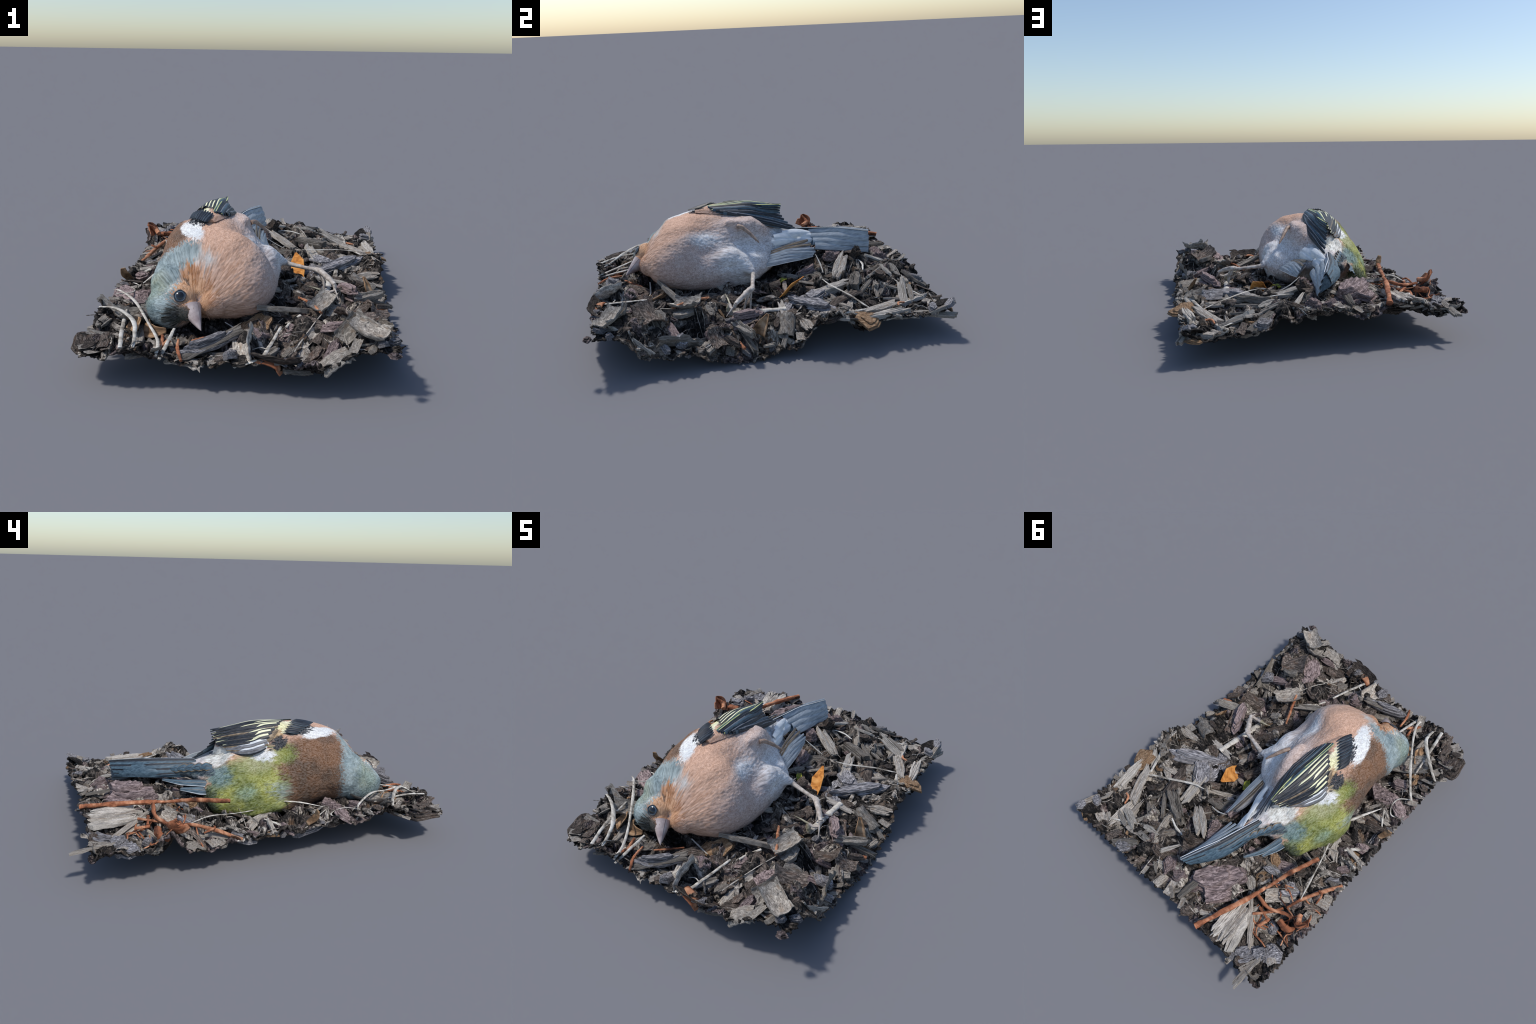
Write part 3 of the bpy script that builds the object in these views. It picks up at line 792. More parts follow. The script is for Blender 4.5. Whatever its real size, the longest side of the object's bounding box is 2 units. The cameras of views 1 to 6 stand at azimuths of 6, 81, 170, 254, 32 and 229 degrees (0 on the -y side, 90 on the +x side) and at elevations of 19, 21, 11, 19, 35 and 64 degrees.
leaf("dry_leaf", [(-0.700, 0.470, 0.215), (-0.725, 0.490, 0.260), (-0.735, 0.480, 0.295)], (0.050, 0.045, 0.010), "twig", (0.2, 1, 0.1), 0.5, 0.006)
leaf("dry_leaf", [(0.640, -0.080, 0.100), (0.625, -0.050, 0.150), (0.610, -0.020, 0.195)], (0.040, 0.028, 0.008), "tan", (0.4, 0.9, 0.1), 0.5)
bud = fibre_material("green_bud", lin(60, 84, 50), lin(130, 140, 60), lin(190, 180, 70), vary=0.0)
MAT["bud"] = bud
leaf("green_leaf", [(0.150, 0.120, 0.150), (0.130, 0.150, 0.165), (0.112, 0.185, 0.160)], (0.010, 0.018, 0.012), "bud", None, 0.5)

# smaller pieces strewn over the whole patch
BIRD_ZONE = [(-0.3, -0.6, 0.16), (-0.15, -0.45, 0.30), (-0.15, -0.2, 0.33), (-0.18, 0.02, 0.30), (-0.2, 0.2, 0.2)]


def under_bird(x, y):
    return any((x - a) ** 2 + (y - b) ** 2 < (r * 0.85) ** 2 for a, b, r in BIRD_ZONE)


def strewn(n, lmin, lmax):
    out = []
    while len(out) < n:
        x, y = rng.uniform(-0.72, 0.72), rng.uniform(-0.95, 0.95)
        if under_bird(x, y) or x < -0.66 - 0.04 * y or y < -0.93 - 0.03 * (x + 0.6) or y > 0.90 + 0.06 * x:
            continue
        L = rng.uniform(lmin, lmax)
        a = rng.uniform(0, math.tau)
        dx, dy = math.cos(a) * L / 2, math.sin(a) * L / 2
        x1, y1, x2, y2 = (max(-0.70, min(0.72, x - dx)), max(-0.95, min(0.96, y - dy)), max(-0.70, min(0.72, x + dx)), max(-0.95, min(0.96, y + dy)))
        out.append(((x1, y1, ground(x1, y1) + rng.uniform(-0.008, 0.008)), (x2, y2, ground(x2, y2) + rng.uniform(-0.008, 0.008)), L))
    return out


def pick_kind():
    return rng.choices(["wood", "pale", "bark", "plum", "slate", "tan", "dark_curl", "grey_curl"], [44, 12, 14, 7, 9, 2, 8, 12])[0]


def strewn_shape(k, L):
    if k.endswith("curl"):
        w = L * rng.uniform(0.35, 0.7)
        return w, w * rng.uniform(0.6, 1.0), rng.uniform(-1.0, 1.0)
    if k in ("wood", "pale"):
        w = L * rng.uniform(0.12, 0.28)
        return w, max(0.008, w * rng.uniform(0.3, 0.6)), rng.uniform(-0.7, 0.7)
    w = L * rng.uniform(0.4, 0.8)
    return w, max(0.008, L * rng.uniform(0.10, 0.2)), rng.uniform(-0.5, 0.5)


for a, b, L in strewn(210, 0.09, 0.23):
    k = pick_kind()
    lay_chip(k, a, b, *strewn_shape(k, L))

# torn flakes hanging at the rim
for edge, out in ((EDGE_RIGHT, (1, 0)), (EDGE_LEFT, (-1, 0)), (EDGE_FRONT, (0, -1)), (EDGE_BACK, (0, 1))):
    for t in np.arange(0.03, 0.99, 0.075):
        x, y, z = along(edge, t + rng.uniform(-0.02, 0.02))
        L = rng.uniform(0.05, 0.09)
        s = rng.uniform(-0.6, 0.6)
        ox, oy = out[0] - out[1] * s, out[1] + out[0] * s
        n = math.hypot(ox, oy)
        ox, oy = ox / n, oy / n
        reach = 0.004
        a = (x - ox * L, y - oy * L, ground(x - ox * L, y - oy * L) + 0.008)
        b = (max(-0.74, min(0.735, x + ox * reach)), max(-0.985, min(0.985, y + oy * reach)), z + rng.uniform(0.012, 0.035))
        lay_chip(rng.choice(("grey_curl", "dark_curl", "grey_curl", "slate")), a, b, L * rng.uniform(0.5, 0.9), L * rng.uniform(0.15, 0.4), rng.uniform(-0.4, 0.4))

stuff = {}
for a, b, L in strewn(420, 0.03, 0.11):
    k = pick_kind()
    stuff.setdefault(k, []).append((rng.choice(LIB[k]), chip_matrix(a, b, *strewn_shape(k, L))))
for k, rows in stuff.items():
    bm = bmesh.new()
    for me, M in rows:
        tmp = me.copy()
        tmp.transform(M)
        bm.from_mesh(tmp)
        D.meshes.remove(tmp)
    me = D.meshes.new("litter_crumbs")
    bm.to_mesh(me)
    bm.free()
    me.materials.clear()
    me.materials.append({"wood": MAT["litter_grey"], "pale": MAT["litter_grey"], "bark": MAT["litter_dark"], "plum": MAT["litter_plum"], "slate": MAT["litter_mid"], "tan": MAT["litter_mid"], "dark_curl": MAT["litter_dark"], "grey_curl": MAT["litter_grey"]}[k])
    ob = link(D.objects.new("litter_crumbs", me), mulch)
    ob["kind"] = "stuff"

# thin fibres and rootlets lying about
bm = bmesh.new()
for a, b, L in strewn(260, 0.05, 0.13):
    c = (np.array(a) + np.array(b)) / 2 + np.array([rng.uniform(-0.02, 0.02), rng.uniform(-0.02, 0.02), rng.uniform(0.006, 0.02)])
    r = rng.uniform(0.0014, 0.003)
    tmp = tube_mesh("fibre", [a, tuple(c), b], (r, r * 1.2, r * 0.6), MAT["straw"], n=8, sides=4)
    bm.from_mesh(tmp)
    D.meshes.remove(tmp)
me = D.meshes.new("rootlets")
bm.to_mesh(me)
bm.free()
me.materials.append(MAT["litter_grey"])
ob = link(D.objects.new("rootlets", me), mulch)
ob["kind"] = "stuff"


# ================================================================== FINCH
BASE = Vector((-0.15, -0.15, 0.12))
finch = empty("finch", BASE)
finch["label"] = "dead chaffinch lying on its side, pink breast, olive rump"
finch["category"] = "bird"


def put(name, me, parent=finch):
    ob = D.objects.new(name, me)
    link(ob, parent)
    ob.matrix_parent_inverse = Matrix.Translation(-BASE)
    return ob


# ------------------------------------------------------------------ plumage colours
def plumage_material():
    m = Nodes("plumage")
    # feathers stream away from the bill: streaks are drawn in directions seen from there
    rel = m.vmath("SUBTRACT", m.P, (-0.17, -0.73, 0.24))
    reach = m.vmath("LENGTH", rel)
    ray = m.vmath("NORMALIZE", rel)
    far = m.remap(reach, 0.15, 0.50)

    def streaks(f_near, f_far, along, detail, color=False):
        push = m.vmath("SCALE", ray, m.math("MULTIPLY", reach, along))
        near = m.noise(1.0, vec=m.vmath("ADD", m.vmath("SCALE", ray, f_near), push), detail=detail, rough=0.65, color=color)
        dist_ = m.noise(1.0, vec=m.vmath("ADD", m.vmath("SCALE", ray, f_far), push), detail=detail, rough=0.65, color=color)
        return m.mix(far, near, dist_)

    fine = streaks(16.0, 52.0, 5.0, 4)
    broad = m.noise(9.0, detail=3, color=True)
    wob = m.vmath("SCALE", ray, m.math("MULTIPLY", m.math("SUBTRACT", fine, 0.5), 0.26))
    wob2 = m.vmath("SCALE", m.vmath("SUBTRACT", broad, (0.5, 0.5, 0.5)), 0.05)
    Q = m.vmath("ADD", m.vmath("ADD", m.P, wob), wob2)
    soft = m.noise(7.0, detail=3)

    def blob(c, r, rot=0.0, edge=0.25):
        mp = m.n("ShaderNodeMapping", vector_type="TEXTURE")
        mp.inputs["Location"].default_value = c
        mp.inputs["Rotation"].default_value = rot if isinstance(rot, tuple) else (0, 0, rot)
        mp.inputs["Scale"].default_value = r
        m.set(mp.inputs["Vector"], Q)
        return m.remap(m.vmath("LENGTH", mp.outputs[0]), 1 - edge, 1 + edge, 1, 0)

    tan, tan2 = lin(232, 186, 156), lin(214, 172, 148)
    col = m.mix(soft, tan2, tan)
    for c, r, rot, edge, shade in PLUMAGE:
        a, b = shade
        col = m.mix(blob(c, r, rot, edge), col, m.mix(m.remap(soft, 0.35, 0.65), a, b))
    # pale and dark barbs of each feather
    barb = streaks(30.0, 110.0, 8.0, 3)
    clump = streaks(9.0, 30.0, 6.0, 3)
    col = m.mix(m.remap(barb, 0.36, 0.62), m.mix(1.0, col, (0.66, 0.64, 0.62, 1), "MULTIPLY"), m.mix(0.10, col, (0.9, 0.9, 0.88, 1)))
    col = m.mix(m.remap(clump, 0.35, 0.65), m.mix(1.0, col, (0.84, 0.82, 0.81, 1), "MULTIPLY"), col)
    m.bump(m.math("ADD", barb, clump), 0.3, 0.006)
    m.bsdf.inputs["Sheen Weight"].default_value = 0.03
    return m.done(col, 0.75, 0.2)


SLATE = (lin(100, 124, 132), lin(154, 172, 176))
WHITE = (lin(232, 238, 242), lin(250, 252, 252))
DARK = (lin(24, 28, 36), lin(40, 46, 58))
CREAM = (lin(246, 246, 228), lin(238, 236, 186))
CHEST = (lin(84, 58, 34), lin(122, 82, 48))
OLIVE = (lin(108, 120, 44), lin(160, 164, 74))
PALE = (lin(212, 212, 216), lin(232, 234, 238))
FACE = (lin(180, 124, 84), lin(220, 170, 128))
PLUMAGE = [
    # centre, radii, turn, edge softness, colours
    ((0.17, -0.26, 0.30), (0.17, 0.34, 0.22), 0.0, 0.5, (lin(200, 176, 168), lin(212, 194, 188))),
    ((-0.02, -0.02, 0.52), (0.13, 0.24, 0.14), 0.0, 0.4, (lin(214, 186, 172), lin(220, 200, 192))),
    ((0.11, -0.02, 0.31), (0.19, 0.23, 0.17), 0.0, 0.45, PALE),
    ((0.03, -0.30, 0.43), (0.045, 0.11, 0.06), 0.2, 0.6, (lin(220, 224, 230), lin(230, 234, 238))),
    ((-0.08, 0.22, 0.32), (0.17, 0.16, 0.13), 0.0, 0.3, (lin(206, 212, 220), lin(226, 230, 236))),
    ((-0.44, -0.30, 0.30), (0.20, 0.23, 0.30), 0.0, 0.18, CHEST),
    ((-0.345, -0.395, 0.47), (0.11, 0.13, 0.10), 0.3, 0.2, CHEST),
    ((-0.46, 0.08, 0.24), (0.24, 0.22, 0.24), 0.0, 0.16, OLIVE),
    ((-0.37, -0.12, 0.45), (0.055, 0.085, 0.075), 0.0, 0.3, OLIVE),
    ((-0.45, -0.10, 0.28), (0.04, 0.05, 0.04), 0.0, 0.9, (lin(128, 150, 140), lin(158, 170, 168))),
    ((-0.44, 0.08, 0.28), (0.03, 0.05, 0.03), 0.0, 0.9, (lin(126, 150, 120), lin(140, 164, 140))),
    ((-0.32, 0.20, 0.345), (0.08, 0.07, 0.06), 0.0, 0.5, (lin(104, 134, 130), lin(124, 150, 150))),
    ((-0.35, 0.01, 0.425), (0.07, 0.11, 0.06), 0.0, 0.5, (lin(160, 164, 110), lin(180, 176, 146))),
    ((-0.33, -0.025, 0.445), (0.075, 0.065, 0.035), 0.4, 0.25, WHITE),
    ((-0.23, 0.20, 0.425), (0.07, 0.13, 0.055), 0.22, 0.2, (lin(226, 230, 226), lin(242, 242, 236))),
    ((-0.255, 0.27, 0.345), (0.055, 0.12, 0.03), 0.3, 0.2, (lin(38, 52, 66), lin(76, 100, 114))),
    ((-0.37, -0.62, 0.30), (0.18, 0.165, 0.24), 0.0, 0.14, SLATE),
    ((-0.25, -0.53, 0.44), (0.10, 0.06, 0.08), 0.4, 0.2, SLATE),
    ((-0.15, -0.56, 0.42), (0.045, 0.035, 0.05), 0.0, 0.8, (lin(126, 146, 152), lin(200, 204, 204))),
    ((-0.38, -0.62, 0.30), (0.07, 0.07, 0.09), 0.0, 0.7, (lin(122, 142, 134), lin(150, 160, 140))),
    ((-0.185, -0.665, 0.30), (0.10, 0.085, 0.10), 0.3, 0.2, FACE),
    ((-0.215, -0.60, 0.385), (0.05, 0.04, 0.05), 0.0, 0.3, (lin(164, 108, 66), lin(186, 132, 88))),
    ((-0.225, -0.625, 0.36), (0.018, 0.014, 0.018), 0.0, 0.5, (lin(70, 56, 46), lin(96, 74, 58))),
    ((-0.165, -0.655, 0.290), (0.018, 0.018, 0.018), 0.0, 0.6, (lin(84, 88, 108), lin(110, 110, 124))),
    ((-0.245, -0.755, 0.225), (0.075, 0.056, 0.062), 0.0, 0.25, (lin(18, 21, 18), lin(46, 50, 36))),
    ((-0.275, -0.675, 0.325), (0.020, 0.014, 0.022), 0.0, 0.5, (lin(196, 198, 188), lin(216, 214, 204))),
    ((-0.20, 0.01, 0.535), (0.112, 0.27, 0.085), 0.0, 0.12, DARK),
    ((-0.20, 0.38, 0.325), (0.06, 0.12, 0.06), 0.2, 0.2, (lin(60, 80, 90), lin(96, 116, 124))),
    ((-0.36, 0.265, 0.23), (0.09, 0.05, 0.07), 0.0, 0.2, (lin(70, 84, 44), lin(96, 108, 60))),
    ((-0.20, 0.36, 0.29), (0.08, 0.16, 0.04), 0.0, 0.2, (lin(60, 72, 80), lin(90, 104, 112))),
    # the folded wing's shoulder
    ((-0.252, -0.380, 0.535), (0.047, 0.128, 0.09), 0.48, 0.16, WHITE),
    ((-0.248, -0.262, 0.565), (0.050, 0.110, 0.06), 0.50, 0.12, DARK),
    ((-0.236, -0.195, 0.580), (0.036, 0.115, 0.08), 0.50, 0.14, CREAM),
    ((-0.285, -0.120, 0.545), (0.022, 0.040, 0.04), 0.50, 0.30, (lin(180, 146, 104), lin(206, 180, 140))),
    ((-0.315, -0.125, 0.500), (0.035, 0.060, 0.05), 0.30, 0.20, DARK),
]
PLUME = plumage_material()


def simple(name, a, b, scale=30, stretch=(1, 1, 1), rough=0.5, spec=0.4, bump=0.3, coat=0.0):
    m = Nodes(name)
    f = m.noise(scale, stretch=stretch, detail=4)
    m.bump(f, bump, 0.003)
    m.bsdf.inputs["Coat Weight"].default_value = coat
    return m.done(m.ramp(f, [(0.35, a), (0.65, b)]), rough, spec)


VANE = {
    "dark": simple("dark_vane", lin(20, 24, 30), lin(46, 52, 62), 40, (3, 0.6, 3)),
    "slate": simple("slate_vane", lin(46, 66, 80), lin(84, 106, 120), 40, (3, 0.6, 3)),
    "grey": simple("grey_vane", lin(136, 144, 152), lin(178, 186, 192), 30, (3, 0.6, 3)),
    "ash": simple("ash_vane", lin(96, 98, 104), lin(140, 142, 148), 30, (3, 0.6, 3)),
    "white": simple("white_vane", lin(206, 212, 218), lin(236, 238, 238), 30, (3, 0.6, 3)),
    "cream": simple("cream_edge", lin(206, 206, 170), lin(240, 238, 200), 30, (3, 0.6, 3)),
    "lime": simple("yellow_edge", lin(160, 172, 110), lin(206, 212, 150), 30, (3, 0.6, 3)),
    "brown": simple("brown_vane", lin(88, 76, 62), lin(150, 132, 108), 30, (3, 0.6, 3)),
    "shaft": simple("feather_shaft", lin(60, 56, 52), lin(110, 104, 96), 30),
}

# ------------------------------------------------------------------ body
SECT = {}


def sect(y, pts):
    assert len(pts) == 18, (y, len(pts))
    SECT[y] = np.array(pts, float)


sect(-0.655, [(-.08,.24),(-.06,.25),(-.055,.27),(-.06,.29),(-.075,.305),(-.095,.315),(-.12,.32),(-.14,.322),(-.16,.322),(-.18,.32),(-.2,.315),(-.22,.305),(-.235,.29),(-.24,.27),(-.23,.25),(-.2,.235),(-.16,.23),(-.11,.232)])
sect(-0.61, [(.01,.2),(.045,.23),(.055,.275),(.035,.325),(-.005,.358),(-.06,.383),(-.11,.396),(-.16,.402),(-.2,.4),(-.24,.39),(-.29,.37),(-.33,.34),(-.36,.30),(-.37,.25),(-.34,.2),(-.27,.18),(-.15,.175),(-.05,.18)])
sect(-0.56, [(.055,.175),(.10,.215),(.112,.275),(.09,.335),(.045,.385),(-.02,.425),(-.085,.448),(-.14,.458),(-.19,.455),(-.24,.442),(-.3,.415),(-.35,.38),(-.385,.335),(-.4,.27),(-.37,.2),(-.3,.165),(-.2,.15),(-.05,.155)])
sect(-0.5, [(.06,.16),(.12,.2),(.142,.265),(.126,.335),(.085,.4),(.03,.452),(-.04,.487),(-.11,.507),(-.165,.513),(-.22,.505),(-.285,.483),(-.34,.445),(-.385,.39),(-.418,.33),(-.42,.26),(-.38,.19),(-.3,.14),(-.1,.13)])
sect(-0.4, [(.08,.14),(.142,.2),(.16,.28),(.144,.355),(.106,.425),(.058,.478),(0,.515),(-.065,.535),(-.13,.543),(-.2,.538),(-.278,.522),(-.338,.493),(-.384,.443),(-.412,.37),(-.415,.285),(-.375,.2),(-.28,.13),(-.1,.11)])
sect(-0.3, [(.10,.14),(.155,.21),(.162,.28),(.125,.335),(.08,.38),(.04,.428),(-.005,.468),(-.055,.507),(-.11,.54),(-.18,.553),(-.265,.542),(-.335,.51),(-.386,.463),(-.416,.39),(-.425,.30),(-.4,.2),(-.3,.12),(-.1,.1)])
sect(-0.2, [(.11,.14),(.155,.21),(.165,.28),(.13,.335),(.085,.385),(.045,.427),(.008,.464),(-.035,.499),(-.09,.53),(-.165,.55),(-.262,.54),(-.338,.512),(-.392,.465),(-.432,.395),(-.447,.31),(-.43,.2),(-.35,.12),(-.1,.1)])
sect(-0.1, [(.1,.14),(.15,.2),(.162,.265),(.132,.325),(.078,.366),(.04,.4),(.02,.44),(-.01,.486),(-.065,.518),(-.135,.538),(-.21,.535),(-.278,.508),(-.337,.468),(-.397,.42),(-.45,.345),(-.472,.26),(-.45,.16),(-.1,.1)])
sect(0.0, [(.08,.17),(.135,.21),(.15,.265),(.115,.322),(.055,.358),(.018,.395),(-.008,.445),(-.035,.503),(-.09,.522),(-.15,.525),(-.21,.515),(-.265,.475),(-.307,.433),(-.38,.387),(-.44,.33),(-.475,.25),(-.46,.15),(-.1,.1)])
sect(0.06, [(.055,.2),(.09,.23),(.088,.28),(.06,.32),(.022,.355),(-.01,.39),(-.03,.43),(-.06,.472),(-.11,.49),(-.16,.495),(-.21,.48),(-.258,.45),(-.3,.425),(-.37,.367),(-.43,.31),(-.465,.23),(-.44,.14),(-.1,.14)])
sect(0.13, [(.01,.23),(.03,.26),(.02,.29),(-.01,.315),(-.025,.345),(-.045,.375),(-.07,.4),(-.11,.42),(-.15,.435),(-.19,.44),(-.23,.44),(-.27,.43),(-.31,.405),(-.37,.345),(-.425,.28),(-.445,.21),(-.4,.14),(-.15,.16)])
sect(0.2, [(-.03,.26),(-.02,.28),(-.025,.305),(-.04,.325),(-.06,.35),(-.085,.37),(-.11,.39),(-.14,.405),(-.17,.41),(-.2,.41),(-.235,.4),(-.265,.38),(-.31,.345),(-.37,.3),(-.42,.24),(-.42,.19),(-.36,.15),(-.15,.2)])
sect(0.255, [(-.06,.28),(-.05,.3),(-.055,.32),(-.07,.34),(-.09,.36),(-.11,.375),(-.13,.385),(-.155,.39),(-.18,.39),(-.205,.385),(-.23,.375),(-.26,.35),(-.3,.31),(-.35,.27),(-.385,.23),(-.38,.19),(-.32,.17),(-.18,.22)])
sect(0.30, [(-.09,.3),(-.085,.315),(-.09,.33),(-.1,.345),(-.115,.36),(-.13,.37),(-.145,.378),(-.165,.38),(-.185,.378),(-.205,.37),(-.225,.355),(-.235,.335),(-.24,.315),(-.24,.3),(-.23,.285),(-.2,.275),(-.17,.275),(-.13,.285)])
sect(0.42, [(-.115,.315),(-.112,.325),(-.112,.335),(-.115,.345),(-.12,.355),(-.128,.362),(-.137,.366),(-.147,.368),(-.157,.366),(-.165,.362),(-.175,.352),(-.18,.342),(-.183,.332),(-.183,.322),(-.178,.312),(-.165,.305),(-.15,.303),(-.13,.307)])
BLOBS = [
    ((-0.300, -0.612, 0.230), (0.119, 0.134, 0.104), (0, 0, 0)),
    ((-0.300, -0.550, 0.295), (0.118, 0.095, 0.118), (0, 0, 0)),
    ((-0.045, -0.045, 0.478), (0.045, 0.115, 0.034), (-0.33, 0.35, 0)),
    ((-0.255, -0.640, 0.270), (0.085, 0.085, 0.085), (0, 0, 0)),
    ((-0.205, -0.700, 0.245), (0.050, 0.050, 0.050), (0, 0, 0)),
    ((-0.110, -0.620, 0.260), (0.075, 0.075, 0.070), (0, 0, 0)),
    ((0.085, -0.165, 0.318), (0.072, 0.110, 0.072), (0, 0, 0)),
]


def loft_body():
    ys = sorted(SECT)
    dense = []
    yy = np.array(ys)
    stack = np.stack([SECT[y] for y in ys])
    fine_y = np.linspace(ys[0], ys[-1], 70)
    # monotone blend between stations
    for y in fine_y:
        i = min(max(int(np.searchsorted(yy, y)) - 1, 0), len(ys) - 2)
        t = (y - yy[i]) / (yy[i + 1] - yy[i])
        p0, p1 = stack[max(i - 1, 0)], stack[i]
        p2, p3 = stack[i + 1], stack[min(i + 2, len(ys) - 1)]
        h = yy[i + 1] - yy[i]
        m1 = (p2 - p0) / (yy[i + 1] - yy[max(i - 1, 0)]) * h
        m2 = (p3 - p1) / (yy[min(i + 2, len(ys) - 1)] - yy[i]) * h
        t2, t3 = t * t, t * t * t
        dense.append((2 * t3 - 3 * t2 + 1) * p1 + (t3 - 2 * t2 + t) * m1 + (-2 * t3 + 3 * t2) * p2 + (t3 - t2) * m2)
    m = 54
    verts, faces = [], []
    for y, ring in zip(fine_y, dense):
        closed = np.vstack([ring[-1], ring, ring[0], ring[1]])
        for k in range(m):
            t = k / m * 18
            i, f = int(t), t - int(t)
            a, b, c, d = closed[i], closed[i + 1], closed[i + 2], closed[min(i + 3, 20)]
            q = 0.5 * (2 * b + (c - a) * f + (2 * a - 5 * b + 4 * c - d) * f * f + (3 * b - a - 3 * c + d) * f ** 3)
            verts.append((q[0], y, q[1]))
    n = len(fine_y)
    for i in range(n - 1):
        for k in range(m):
            a, b = i * m + k, i * m + (k + 1) % m
            faces.append((a, b, b + m, a + m))
    faces.append(tuple(range(m))[::-1])
    faces.append(tuple(range((n - 1) * m, n * m)))
    return verts, faces


def add_blob(bm, c, r, rot=(0, 0, 0)):
    from mathutils import Euler
    M = Matrix.Translation(c) @ Euler(rot).to_matrix().to_4x4() @ Matrix.Diagonal((*r, 1))
    bmesh.ops.create_icosphere(bm, subdivisions=4, radius=1, matrix=M)


BILL = Vector((-0.17, -0.73, 0.24))


def ruffle(p):
    """Low tufts of overlapping feathers, drawn out along lines that leave the bill."""
    d = Vector(p) - BILL
    r = d.length
    d.normalize()
    f = 22 + 26 * min(1, r / 0.6)
    a = mnoise.noise(Vector((d.x * f, d.y * f, d.z * f + r * 5)))
    b = mnoise.noise(Vector((d.x * f * 2.3, d.y * f * 2.3 + 7, d.z * f * 2.3 + r * 8)))
    # the crease where the cheek tucks against the breast
    s0, s1 = Vector((-0.218, -0.530, 0.445)), Vector((-0.175, -0.585, 0.385))
    q = Vector(p)
    u = max(0.0, min(1.0, (q - s0).dot(s1 - s0) / (s1 - s0).length_squared))
    crease = math.exp(-((q - s0.lerp(s1, u)).length / 0.016) ** 2)
    return 0.0026 * a + 0.0012 * b - 0.014 * crease


def build_body():
    v, f = loft_body()
    bm = bmesh.new()
    me = mesh_from("loft", v, f)
    bm.from_mesh(me)
    D.meshes.remove(me)
    bmesh.ops.recalc_face_normals(bm, faces=bm.faces)
    for blob in BLOBS:
        add_blob(bm, *blob)
    # feathered thigh, a tapering run of balls
    a, b = Vector((0.095, -0.090, 0.300)), Vector((0.185, -0.030, 0.258))
    for i in range(9):
        t = i / 8
        add_blob(bm, a.lerp(b, t), [0.062 * (1 - t) + 0.016 * t] * 3)
    me = D.meshes.new("body")
    bm.to_mesh(me)
    bm.free()
    ob = D.objects.new("body", me)
    link(ob)
    r = ob.modifiers.new("r", "REMESH")
    r.mode = "VOXEL"
    r.voxel_size = 0.0062
    s = ob.modifiers.new("s", "SMOOTH")
    s.factor = 0.5
    s.iterations = 14
    dg = bpy.context.evaluated_depsgraph_get()
    dg.update()
    out = D.meshes.new_from_object(ob.evaluated_get(dg))
    D.objects.remove(ob)
    # ruffled plumage: clumps that run from head to tail
    n = len(out.vertices)
    co = np.empty(n * 3)
    no = np.empty(n * 3)
    out.vertices.foreach_get("co", co)
    out.vertices.foreach_get("normal", no)
    co, no = co.reshape(-1, 3), no.reshape(-1, 3)
    disp = np.array([0.0045 * mnoise.noise(Vector((p[0] * 16, p[1] * 7, p[2] * 16))) + ruffle(p) for p in co])
    co = co + no * disp[:, None]
    out.vertices.foreach_set("co", co.ravel())
    out.update()
    return out


def region(p):
    x, y, z = p
    if y < -0.545 + 0.5 * max(0.0, -0.22 - x) and x < -0.10:
        return "head"
    if y < -0.47 and x < -0.16:
        return "neck"
    if x > 0.10 and y > -0.13 and z < 0.33 and y < 0.06:
        return "thigh"
    if y > 0.12 or (x < -0.36 and y > -0.02):
        return "rump"
    return "torso"


BODY = build_body()


def split_body(me):
    n = len(me.vertices)
    no = np.empty(n * 3)
    me.vertices.foreach_get("normal", no)
    no = no.reshape(-1, 3)
    groups = {}
    for p in me.polygons:
        groups.setdefault(region(p.center), []).append(tuple(p.vertices))
    out = {}
    for name, faces in groups.items():
        used = sorted({v for f in faces for v in f})
        idx = {v: i for i, v in enumerate(used)}
        part = mesh_from(name, [me.vertices[v].co for v in used], [[idx[v] for v in f] for f in faces], [PLUME])
        part.normals_split_custom_set_from_vertices([tuple(no[v]) for v in used])
        out[name] = put(name, part)
    return out


PARTS = split_body(BODY)

from mathutils.bvhtree import BVHTree
TREE = BVHTree.FromPolygons([v.co.copy() for v in BODY.vertices], [tuple(p.vertices) for p in BODY.polygons])


